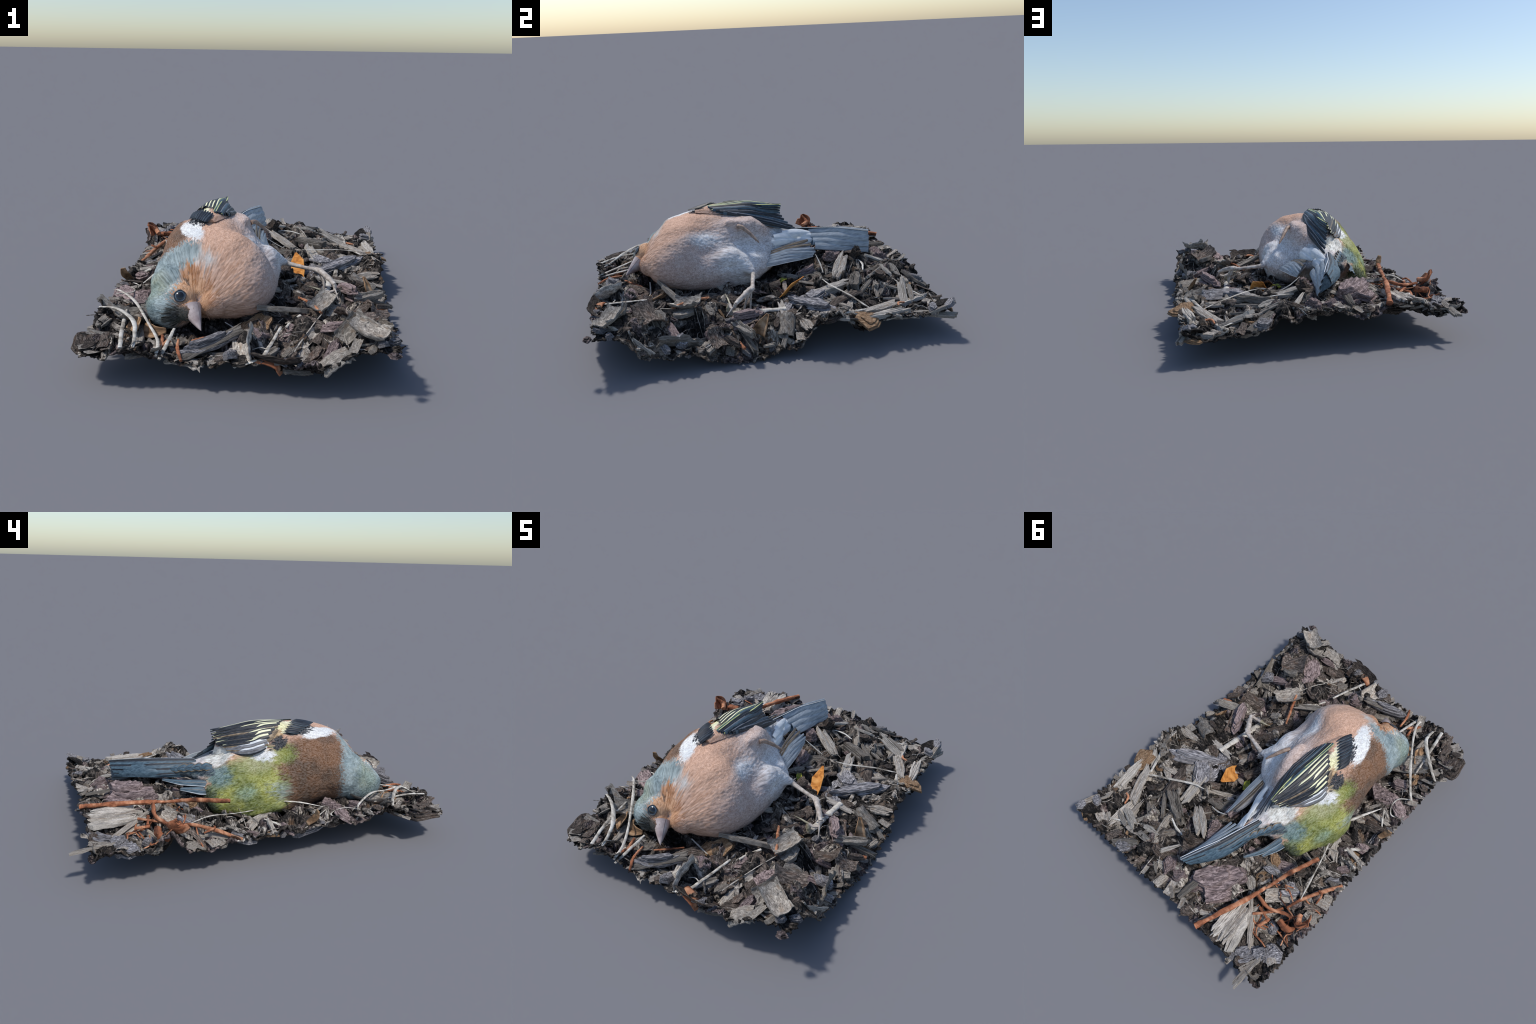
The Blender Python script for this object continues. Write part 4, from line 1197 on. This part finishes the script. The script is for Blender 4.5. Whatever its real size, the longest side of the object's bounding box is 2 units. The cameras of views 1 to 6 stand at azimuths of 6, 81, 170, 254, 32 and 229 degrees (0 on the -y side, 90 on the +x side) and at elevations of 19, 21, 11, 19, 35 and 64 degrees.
def barbs(count, seed):
    """Fine loose barbs lying along the plumage, head to tail."""
    r = random.Random(seed)
    polys = BODY.polygons
    area = np.array([p.area for p in polys])
    centre_z = np.array([p.center[2] for p in polys])
    ys = np.array([p.center[1] for p in polys])
    area[(centre_z < 0.15) | ((centre_z > 0.27) & (ys < 0.06))] = 0
    pick = np.random.default_rng(seed).choice(len(polys), count, p=area / area.sum())
    groups = {}
    for i in pick:
        p = polys[int(i)]
        c, n = p.center.copy(), p.normal.copy()
        if c.y > 0.40 or (c - Vector((-0.246, -0.685, 0.302))).length < 0.034:
            continue
        flow = (c - Vector((-0.17, -0.73, 0.24))).normalized() + Vector((r.gauss(0, 0.13), r.gauss(0, 0.13), r.gauss(0, 0.13)))
        t = (flow - n * flow.dot(n))
        if t.length < 0.2:
            continue
        t.normalize()
        s = n.cross(t)
        L = r.uniform(0.022, 0.044)
        w = r.uniform(0.0007, 0.0014)
        lift = r.uniform(0.0, 0.16)
        base = c + s * r.uniform(-0.004, 0.004) + t * r.uniform(-0.004, 0.004) - n * 0.001
        bend = s * r.uniform(-0.15, 0.15) * L
        mid = base + t * L * 0.5 + n * L * lift * 0.7 + bend * 0.3
        tip = base + t * L + n * L * lift * 0.8 + bend
        g = groups.setdefault(region(c), ([], [], []))
        k = len(g[0])
        g[0].extend([base - s * w, base + s * w, mid + s * w * 0.8, mid - s * w * 0.8, tip + s * w * 0.2, tip - s * w * 0.2])
        g[1].extend([(k + 3, k + 2, k + 1, k), (k + 5, k + 4, k + 2, k + 3)])
        g[2].extend([tuple(n)] * 6)
    for name, (v, f, nn) in groups.items():
        me = mesh_from("plumage_barbs", v, f, [PLUME])
        me.normals_split_custom_set_from_vertices(nn)
        ob = put("plumage_barbs", me, PARTS[name])
        ob.matrix_parent_inverse = Matrix.Identity(4)
        ob["kind"] = "stuff"


barbs(5000, 5)


# ------------------------------------------------------------------ feathers
def feather(name, path, widths, normal, mats, parent, thick=0.0035, cup=0.18, n=22, edge=0.26, fray=0.0, seed=0):
    """Thin feather with two vanes, a raised shaft and differently coloured rims."""
    p = catmull(path, n)
    w = np.interp(np.linspace(0, 1, n), np.linspace(0, 1, len(widths)), widths)
    cols = [-1.0, -1.0 + edge, -0.5, -0.06, 0.06, 0.5, 1.0 - edge, 1.0]
    m = len(cols)
    verts, faces, fm = [], [], []
    N0 = np.array(normal, float)
    if N0.ndim == 1:
        N0 = np.stack([N0, N0])
    for i in range(n):
        t = i / (n - 1)
        d = Vector(p[min(i + 1, n - 1)] - p[max(i - 1, 0)]).normalized()
        nn = Vector(N0[0] * (1 - t) + N0[-1] * t)
        nn = (nn - d * nn.dot(d)).normalized()
        s = d.cross(nn)
        for side in (1, -1):
            for k, q in enumerate(cols):
                hh = -cup * w[i] * q * q + (0.0012 if abs(q) < 0.1 else 0)
                fr = d * (fray * mnoise.noise(Vector((i * 3.1, q * 9, seed)))) if abs(q) > 0.9 else Vector()
                verts.append(Vector(p[i]) + s * (q * w[i]) + nn * (hh + side * thick * 0.5 * (1 - 0.7 * abs(q))) + fr)
    row = 2 * m
    order = list(range(m)) + list(range(2 * m - 1, m - 1, -1))
    for i in range(n - 1):
        for k in range(row):
            a, b = order[k], order[(k + 1) % row]
            faces.append((i * row + a, (i + 1) * row + a, (i + 1) * row + b, i * row + b))
            kk = k if k < m - 1 else (2 * m - 2 - k if k >= m else 0)
            fm.append({0: 1, 6: 2, 3: 3}.get(kk, 0))
    faces.append(tuple(order))
    faces.append(tuple((n - 1) * row + k for k in order[::-1]))
    fm += [0, 0]
    me = mesh_from(name, verts, faces, [VANE[k] for k in mats], True, 60)
    me.polygons.foreach_set("material_index", fm)
    me.update()
    ob = put(name, me, parent)
    if parent is not finch:
        ob.matrix_parent_inverse = Matrix.Identity(4)
    return ob


def on_line(pts, t):
    p = np.array(pts, float)
    x = t * (len(p) - 1)
    i = min(int(x), len(p) - 2)
    return p[i] * (1 - x + i) + p[i + 1] * (x - i)


def loft_mesh(name, sections, mat):
    """Loft through open profiles [(x, y, z) ...], closed underneath."""
    P = np.array(sections, float)
    n = 26
    S = np.stack([catmull(P[:, k], n) for k in range(P.shape[1])], 1)
    m = 24
    rows = [catmull(r, m) for r in S]
    verts, faces = [], []
    for r in rows:
        verts.extend(r)
    for i in range(n - 1):
        for k in range(m):
            a, b = i * m + k, i * m + (k + 1) % m
            faces.append((a, b, b + m, a + m))
    faces.append(tuple(range(m))[::-1])
    faces.append(tuple(range((n - 1) * m, n * m)))
    me = mesh_from(name, verts, faces, [mat], True, 70)
    bm = bmesh.new()
    bm.from_mesh(me)
    bmesh.ops.recalc_face_normals(bm, faces=bm.faces)
    bm.to_mesh(me)
    bm.free()
    return me


# upper wing: a wedge whose ridge runs back to the wing tip
wing_me = loft_mesh("wing", [
    [(-0.290, -0.300, 0.530), (-0.255, -0.310, 0.556), (-0.205, -0.320, 0.567), (-0.170, -0.325, 0.568), (-0.150, -0.325, 0.555)],
    [(-0.300, -0.200, 0.505), (-0.275, -0.210, 0.545), (-0.205, -0.220, 0.583), (-0.150, -0.230, 0.574), (-0.122, -0.230, 0.548)],
    [(-0.310, -0.100, 0.470), (-0.285, -0.100, 0.528), (-0.205, -0.100, 0.588), (-0.140, -0.100, 0.562), (-0.100, -0.100, 0.530)],
    [(-0.305, 0.000, 0.448), (-0.275, 0.000, 0.515), (-0.205, 0.000, 0.582), (-0.130, 0.000, 0.545), (-0.090, 0.000, 0.495)],
    [(-0.250, 0.100, 0.430), (-0.245, 0.100, 0.505), (-0.195, 0.105, 0.562), (-0.160, 0.100, 0.512), (-0.108, 0.100, 0.450)],
    [(-0.198, 0.180, 0.420), (-0.200, 0.180, 0.490), (-0.184, 0.195, 0.534), (-0.182, 0.190, 0.480), (-0.155, 0.200, 0.410)],
], PLUME)
wing = put("wing", wing_me)

# secondaries and tertials seen from above: dark vanes with pale rims
S_LINE = [(-0.145, -0.225, 0.568), (-0.190, -0.185, 0.584), (-0.238, -0.140, 0.575), (-0.285, -0.085, 0.540), (-0.312, -0.050, 0.485)]
E_LINE = [(-0.176, 0.216, 0.549), (-0.180, 0.214, 0.540), (-0.190, 0.206, 0.510), (-0.203, 0.190, 0.474), (-0.245, 0.115, 0.440)]
N_LINE = [(0.05, 0, 1), (-0.3, 0, 1), (-0.6, 0, 0.8), (-0.85, 0, 0.5), (-0.95, 0, 0.3)]
M_LINE = [(-0.165, -0.010, 0.572), (-0.205, -0.005, 0.587), (-0.250, 0.000, 0.560), (-0.278, 0.010, 0.513), (-0.300, 0.025, 0.455)]
K = 11
for i in range(K):
    t = i / (K - 1)
    a, e, mid = on_line(S_LINE, t), on_line(E_LINE, t), on_line(M_LINE, t)
    nn = on_line(N_LINE, t)
    jit = np.array([rng.uniform(-0.003, 0.003) for _ in range(3)])
    lift = Vector(nn).normalized() * (0.0025 + 0.0007 * i)
    path = [tuple(np.array(q) + np.array(lift)) for q in (a, (a + mid) / 2 + np.array(lift), mid + jit, (mid + e) / 2 + np.array(lift), e + jit)]
    rim = "cream" if 2 <= i <= 8 else ("lime" if i < 2 else "white")
    wide = (0.018 if i < 7 else 0.023) * rng.uniform(0.85, 1.15)
    path[-1] = tuple(np.array(path[-1]) + (np.array(path[-1]) - np.array(path[-2])) * rng.uniform(-0.25, 0.05))
    feather("wing_feather", path, (wide * 0.8, wide, wide, wide * 0.85, wide * 0.35), (tuple(nn), tuple(on_line(N_LINE, min(1, t + 0.05)))), ["dark" if i < 9 else "ash", "brown" if i in (5, 8, 9) else "dark", rim, "shaft"], wing, cup=0.10, edge=0.62 if 3 <= i <= 8 else 0.42, seed=i)

# primaries folded down the belly side
S2 = [(-0.165, -0.245, 0.580), (-0.140, -0.225, 0.570), (-0.115, -0.170, 0.553), (-0.104, -0.110, 0.540)]
M2 = [(-0.168, 0.000, 0.580), (-0.140, 0.000, 0.562), (-0.110, 0.010, 0.528), (-0.086, 0.000, 0.500)]
E2 = [(-0.178, 0.214, 0.540), (-0.182, 0.205, 0.500), (-0.172, 0.235, 0.445), (-0.142, 0.308, 0.384)]
for i in range(9):
    t = i / 8
    a, e, mid = on_line(S2, t), on_line(E2, t), on_line(M2, t)
    nn = (0.55 + 0.4 * t, 0.05, 0.75 - 0.35 * t)
    off = np.array(Vector(nn).normalized()) * (0.004 + 0.0015 * (i % 2))
    path = [tuple(q + off) for q in (a, (a + mid) / 2, mid, (mid + e) / 2 + np.array([0.004, 0, 0.002]), e)]
    feather("wing_feather", path, (0.013, 0.018, 0.018, 0.016, 0.007), nn, ["dark" if i % 3 else "slate", "lime" if i < 3 else "ash", "slate", "shaft"], wing, edge=0.30, seed=20 + i)

# short coverts over the dark band, and loose tufts below it
for i in range(10):
    t = i / 9
    a = on_line([(-0.190, -0.365, 0.566), (-0.245, -0.315, 0.566), (-0.292, -0.245, 0.545)], t)
    e = on_line([(-0.172, -0.268, 0.581), (-0.232, -0.215, 0.587), (-0.286, -0.165, 0.553)], t)
    nn = on_line([(0.1, -0.1, 1), (-0.3, 0, 1), (-0.7, 0, 0.7)], t)
    up = np.array(Vector(nn).normalized()) * 0.004
    feather("covert", [tuple(a), tuple((a + e) / 2 + up * 1.2), tuple(e + up)], (0.008, 0.0105, 0.010, 0.003), tuple(nn), ["dark", "slate", "dark", "dark"], wing, edge=0.2, n=12, seed=50 + i)
for path, w, mats in [
    ([(-0.268, -0.135, 0.560), (-0.296, -0.085, 0.530), (-0.304, -0.055, 0.500)], (0.008, 0.017, 0.010), ["brown", "brown", "brown", "brown"]),
    ([(-0.300, -0.072, 0.512), (-0.308, -0.060, 0.490), (-0.312, -0.045, 0.470)], (0.006, 0.012, 0.005), ["white", "white", "white", "white"]),
    ([(-0.322, -0.135, 0.480), (-0.314, -0.090, 0.485), (-0.308, -0.060, 0.490)], (0.004, 0.008, 0.006), ["brown", "lime", "brown", "brown"]),
    ([(-0.308, -0.055, 0.488), (-0.300, -0.005, 0.490), (-0.285, 0.040, 0.490)], (0.006, 0.018, 0.006), ["brown", "cream", "ash", "shaft"]),
]:
    feather("covert", path, w, (-0.85, 0, 0.5), mats, wing, n=12, edge=0.3)

# ------------------------------------------------------------------ tail: a roof of feathers
tail = put("tail", loft_mesh("tail", [
    [(-0.192, 0.340, 0.300), (-0.195, 0.340, 0.345), (-0.165, 0.340, 0.378), (-0.110, 0.340, 0.350), (-0.085, 0.340, 0.300)],
    [(-0.182, 0.440, 0.302), (-0.182, 0.440, 0.338), (-0.146, 0.440, 0.372), (-0.090, 0.440, 0.335), (-0.045, 0.440, 0.298)],
    [(-0.165, 0.560, 0.305), (-0.160, 0.560, 0.340), (-0.102, 0.570, 0.376), (-0.055, 0.570, 0.320), (-0.030, 0.570, 0.278)],
    [(-0.112, 0.660, 0.296), (-0.108, 0.660, 0.325), (-0.066, 0.665, 0.366), (-0.030, 0.665, 0.310), (-0.016, 0.665, 0.262)],
    [(-0.064, 0.725, 0.286), (-0.066, 0.725, 0.305), (-0.038, 0.736, 0.352), (-0.016, 0.736, 0.305), (-0.008, 0.736, 0.258)],
], VANE["slate"]))
T0 = [(-0.196, 0.270, 0.330), (-0.190, 0.280, 0.365), (-0.165, 0.300, 0.385)]
T1 = [(-0.170, 0.500, 0.326), (-0.150, 0.520, 0.358), (-0.115, 0.530, 0.384)]
T2 = [(-0.066, 0.722, 0.308), (-0.055, 0.735, 0.335), (-0.036, 0.744, 0.364)]
for i in range(7):
    t = i / 6
    a, b, e = on_line(T0, t), on_line(T1, t), on_line(T2, t)
    nn = Vector((-0.75 + 0.3 * t, 0, 0.65 + 0.3 * t)).normalized()
    o = np.array(nn) * (0.004 + 0.001 * (i % 2))
    feather("tail_feather", [tuple(a + o), tuple((a + b) / 2 + o), tuple(b + o), tuple((b + e) / 2 + o * 1.4), tuple(e + o)], (0.012, 0.014, 0.015, 0.015, 0.010), tuple(nn), ["slate" if i % 2 else "dark", "slate", "lime" if i in (1, 2) else "white", "shaft"], tail, edge=0.22, seed=70 + i)
B0 = [(-0.130, 0.380, 0.362), (-0.085, 0.390, 0.335), (-0.040, 0.400, 0.300)]
B1 = [(-0.088, 0.570, 0.372), (-0.050, 0.570, 0.328), (-0.028, 0.575, 0.278)]
B2 = [(-0.034, 0.744, 0.358), (-0.012, 0.742, 0.310), (-0.004, 0.738, 0.256)]
for i in range(4):
    t = i / 3
    a, b, e = on_line(B0, t), on_line(B1, t), on_line(B2, t)
    o = np.array(Vector((0.8, 0, 0.5)).normalized()) * 0.005
    feather("tail_feather", [tuple(a + o), tuple((a + b) / 2 + o), tuple(b + o), tuple((b + e) / 2 + o), tuple(e + o)], (0.022, 0.024, 0.024, 0.024, 0.020), (0.8, 0, 0.5), ["grey", "grey", "ash" if i == 3 else "grey", "grey"], tail, edge=0.15, seed=80 + i)
feather("tail_feather", [(-0.112, 0.430, 0.349), (-0.098, 0.470, 0.352), (-0.082, 0.505, 0.352)], (0.010, 0.014, 0.003), (0.8, 0, 0.55), ["dark", "dark", "dark", "dark"], tail, n=10)
# scaled coverts over the tail root
for i in range(5):
    t = i / 4
    c = on_line([(-0.262, 0.225, 0.372), (-0.195, 0.375, 0.350)], t)
    feather("tail_covert", [tuple(c), tuple(c + np.array([0.008, 0.030, 0.004])), tuple(c + np.array([0.018, 0.062, -0.004]))], (0.016, 0.026, 0.008), (-0.8, 0, 0.6), ["slate", "brown", "brown", "dark"], tail, n=12, edge=0.2, cup=0.3)
# pale under-tail and vent feathers
for a, e, w in [((-0.030, 0.110, 0.362), (-0.070, 0.285, 0.342), 0.030), ((-0.040, 0.140, 0.382), (-0.110, 0.330, 0.352), 0.030), ((-0.070, 0.200, 0.392), (-0.125, 0.400, 0.362), 0.028), ((-0.080, 0.230, 0.345), (-0.095, 0.440, 0.318), 0.030), ((-0.100, 0.250, 0.365), (-0.110, 0.430, 0.340), 0.030)]:
    a, e = np.array(a), np.array(e)
    feather("tail_covert", [tuple(a), tuple((a + e) / 2 + np.array([0.012, 0, 0.008])), tuple(e)], (w * 0.7, w, w * 0.8, w * 0.25), (0.8, 0.1, 0.5), ["white", "white", "white", "white"], tail, n=14, cup=0.3)

# ------------------------------------------------------------------ the other wing, fanned out behind the leg
lower = put("wing", loft_mesh("wing", [
    [(0.070, 0.050, 0.240), (0.078, 0.055, 0.268), (0.056, 0.060, 0.280), (0.030, 0.070, 0.292), (0.000, 0.080, 0.280)],
    [(0.060, 0.150, 0.245), (0.066, 0.155, 0.272), (0.040, 0.160, 0.298), (0.008, 0.160, 0.312), (-0.015, 0.165, 0.295)],
    [(0.045, 0.260, 0.255), (0.048, 0.260, 0.280), (0.024, 0.265, 0.312), (-0.010, 0.265, 0.332), (-0.028, 0.270, 0.310)],
    [(0.030, 0.350, 0.268), (0.032, 0.355, 0.284), (0.018, 0.360, 0.308), (-0.012, 0.345, 0.338), (-0.020, 0.345, 0.320)],
], VANE["ash"]))
for i in range(6):
    t = i / 5
    a = on_line([(0.084, 0.045, 0.258), (0.056, 0.060, 0.280), (0.020, 0.080, 0.296)], t)
    b = on_line([(0.066, 0.200, 0.268), (0.034, 0.210, 0.304), (-0.004, 0.210, 0.322)], t)
    e = on_line([(0.034, 0.365, 0.266), (0.026, 0.388, 0.294), (-0.022, 0.348, 0.350)], t)
    o = np.array(Vector((0.85, 0.1, 0.5)).normalized()) * 0.005
    feather("wing_feather", [tuple(a + o), tuple((a + b) / 2 + o), tuple(b + o), tuple((b + e) / 2 + o), tuple(e + o)], (0.016, 0.018, 0.017, 0.015, 0.007), (0.85, 0.1, 0.5), ["grey" if i < 4 else "brown", "ash", "white" if i == 0 else "ash", "ash"], lower, edge=0.18, seed=90 + i)
for path, w in [([(-0.310, 0.200, 0.290), (-0.300, 0.300, 0.303), (-0.282, 0.395, 0.308), (-0.240, 0.486, 0.315)], (0.020, 0.020, 0.016, 0.006)), ([(-0.330, 0.210, 0.262), (-0.318, 0.300, 0.268), (-0.295, 0.400, 0.275)], (0.022, 0.024, 0.008))]:
    feather("wing_feather", path, w, (-0.8, 0, 0.6), ["slate", "grey", "dark", "shaft"], lower, seed=len(path))

# ------------------------------------------------------------------ beak and eye
def build_beak():
    horn = simple("horn", lin(150, 132, 130), lin(196, 182, 178), 18, (1, 1, 1), 0.35, 0.5, 0.1, 0.2)
    tip = Vector((-0.132, -0.789, 0.194))
    base = Vector((-0.186, -0.700, 0.247))
    ax = (tip - base).normalized()
    up = Vector((-0.75, -0.15, 0.55))
    up = (up - ax * up.dot(ax)).normalized()
    side = ax.cross(up)
    L = (tip - base).length
    beak = None
    for name, s0, s1, hgt, droop in (("upper_beak", 1, 0, 0.046, 0.004), ("lower_beak", -1, 0, 0.036, 0.0)):
        n, m = 18, 14
        verts, faces = [], []
        for i in range(n):
            t = i / (n - 1)
            r = (1 - t) ** 0.75 * (1 - 0.10 * t)
            c = base + ax * (L * (t * 1.0 - 0.10) * (1.11 if s0 > 0 else 1.06))
            for k in range(m):
                a = math.pi * k / (m - 1)
                w, h = 0.046 * r, hgt * 1.12 * r
                gape = 0.0012
                verts.append(c + side * (math.cos(a) * w) + up * (s0 * (math.sin(a) * h + gape) - droop * t * t))
        for i in range(n - 1):
            for k in range(m):
                a, b = i * m + k, i * m + (k + 1) % m
                faces.append((a, b, b + m, a + m))
        me = mesh_from(name, verts, faces, [horn], True, 60)
        bm = bmesh.new()
        bm.from_mesh(me)
        bmesh.ops.recalc_face_normals(bm, faces=bm.faces)
        bm.to_mesh(me)
        bm.free()
        ob = put(name, me, PARTS["head"])
        ob.matrix_parent_inverse = Matrix.Identity(4)


build_beak()


def build_eye():
    c = Vector((-0.246, -0.685, 0.302))
    hit = TREE.find_nearest(c)
    n = hit[1]
    c = hit[0]
    quat = n.to_track_quat("Z", "Y").to_matrix().to_4x4()
    m = Nodes("eye_gloss")
    r = m.vmath("LENGTH", m.vmath("MULTIPLY", m.P, (1, 1, 0)))
    col = m.ramp(m.math("MULTIPLY", r, 30.0), [(0.0, lin(8, 9, 12)), (0.50, lin(14, 16, 20)), (0.58, lin(60, 78, 96)), (0.68, lin(122, 146, 166)), (0.82, lin(40, 48, 58))])
    m.bsdf.inputs["Coat Weight"].default_value = 0.6
    m.bsdf.inputs["Coat Roughness"].default_value = 0.08
    gloss = m.done(col, 0.2, 0.5)
    bm = bmesh.new()
    bmesh.ops.create_uvsphere(bm, u_segments=32, v_segments=20, radius=1, matrix=Matrix.Diagonal((0.0245, 0.0245, 0.013, 1)))
    me = D.meshes.new("eye")
    bm.to_mesh(me)
    bm.free()
    me.materials.append(gloss)
    me.polygons.foreach_set("use_smooth", [True] * len(me.polygons))
    ob = D.objects.new("eye", me)
    link(ob, PARTS["head"])
    ob.matrix_basis = Matrix.Translation(c - n * 0.004) @ quat
    # ring of the lid
    verts, faces = [], []
    N, M = 36, 8
    for i in range(N):
        a = math.tau * i / N
        for k in range(M):
            b = math.tau * k / M
            R = 0.0255 + 0.0032 * math.cos(b) + 0.0010 * math.sin(5 * a)
            verts.append((R * math.cos(a), R * math.sin(a), 0.0035 * math.sin(b)))
    for i in range(N):
        for k in range(M):
            a, b = i * M + k, i * M + (k + 1) % M
            c2, d2 = ((i + 1) % N) * M + k, ((i + 1) % N) * M + (k + 1) % M
            faces.append((a, c2, d2, b))
    lid = simple("eyelid", lin(24, 26, 30), lin(70, 74, 80), 120)
    ob = D.objects.new("eyelid", mesh_from("eyelid", verts, faces, [lid]))
    link(ob, PARTS["head"])
    ob.matrix_basis = Matrix.Translation(c + n * 0.001) @ quat


build_eye()

# ------------------------------------------------------------------ legs and feet
SKIN = simple("leg_skin", lin(150, 138, 128), lin(206, 198, 190), 40, (1, 1, 1), 0.6, 0.3, 0.6)
CLAW = simple("claw_horn", lin(120, 112, 92), lin(190, 182, 156), 30, rough=0.4)


def limb(name, pts, radii, mat, parent, knob=0.14):
    me = tube_mesh(name, pts, radii, mat, 0.9, n=26, sides=10, knob=knob, seed=rng.uniform(0, 20))
    ob = put(name, me, parent)
    if parent is not finch:
        ob.matrix_parent_inverse = Matrix.Identity(4)
    return ob


leg = limb("leg", [(0.165, -0.040, 0.265), (0.200, -0.034, 0.254), (0.280, -0.050, 0.243), (0.340, -0.060, 0.238), (0.362, -0.066, 0.236)], (0.022, 0.0145, 0.0115, 0.012, 0.016), SKIN, finch)
foot = limb("foot", [(0.352, -0.060, 0.238), (0.376, -0.082, 0.236), (0.415, -0.125, 0.222), (0.452, -0.172, 0.200)], (0.016, 0.0185, 0.0155, 0.0115), SKIN, finch, 0.3)
limb("toe", [(0.452, -0.172, 0.200), (0.455, -0.185, 0.175), (0.425, -0.196, 0.165), (0.394, -0.201, 0.172)], (0.012, 0.008, 0.008, 0.010), SKIN, foot, 0.3)
limb("toe", [(0.394, -0.201, 0.172), (0.400, -0.208, 0.155), (0.408, -0.214, 0.135)], (0.011, 0.015, 0.012), CLAW, foot, 0.2)
limb("claw", [(0.394, -0.199, 0.173), (0.355, -0.204, 0.186), (0.312, -0.214, 0.201)], (0.007, 0.005, 0.0015), CLAW, foot, 0.1)
limb("toe", [(0.380, -0.085, 0.232), (0.398, -0.105, 0.190), (0.402, -0.122, 0.140)], (0.011, 0.008, 0.005), SKIN, foot, 0.3)
limb("toe", [(0.370, -0.075, 0.232), (0.392, -0.082, 0.180), (0.407, -0.087, 0.123)], (0.010, 0.006, 0.004), SKIN, foot, 0.3)
limb("claw", [(0.440, -0.160, 0.205), (0.462, -0.200, 0.170), (0.475, -0.230, 0.140)], (0.006, 0.005, 0.002), SKIN, foot, 0.2)
fleg = limb("leg", [(0.000, -0.085, 0.492), (0.018, -0.062, 0.490), (0.048, -0.020, 0.456), (0.072, 0.010, 0.424), (0.084, 0.027, 0.406)], (0.014, 0.013, 0.011, 0.008, 0.004), simple("folded_leg_skin", lin(128, 106, 92), lin(176, 154, 138), 50, bump=0.6), finch, 0.3)
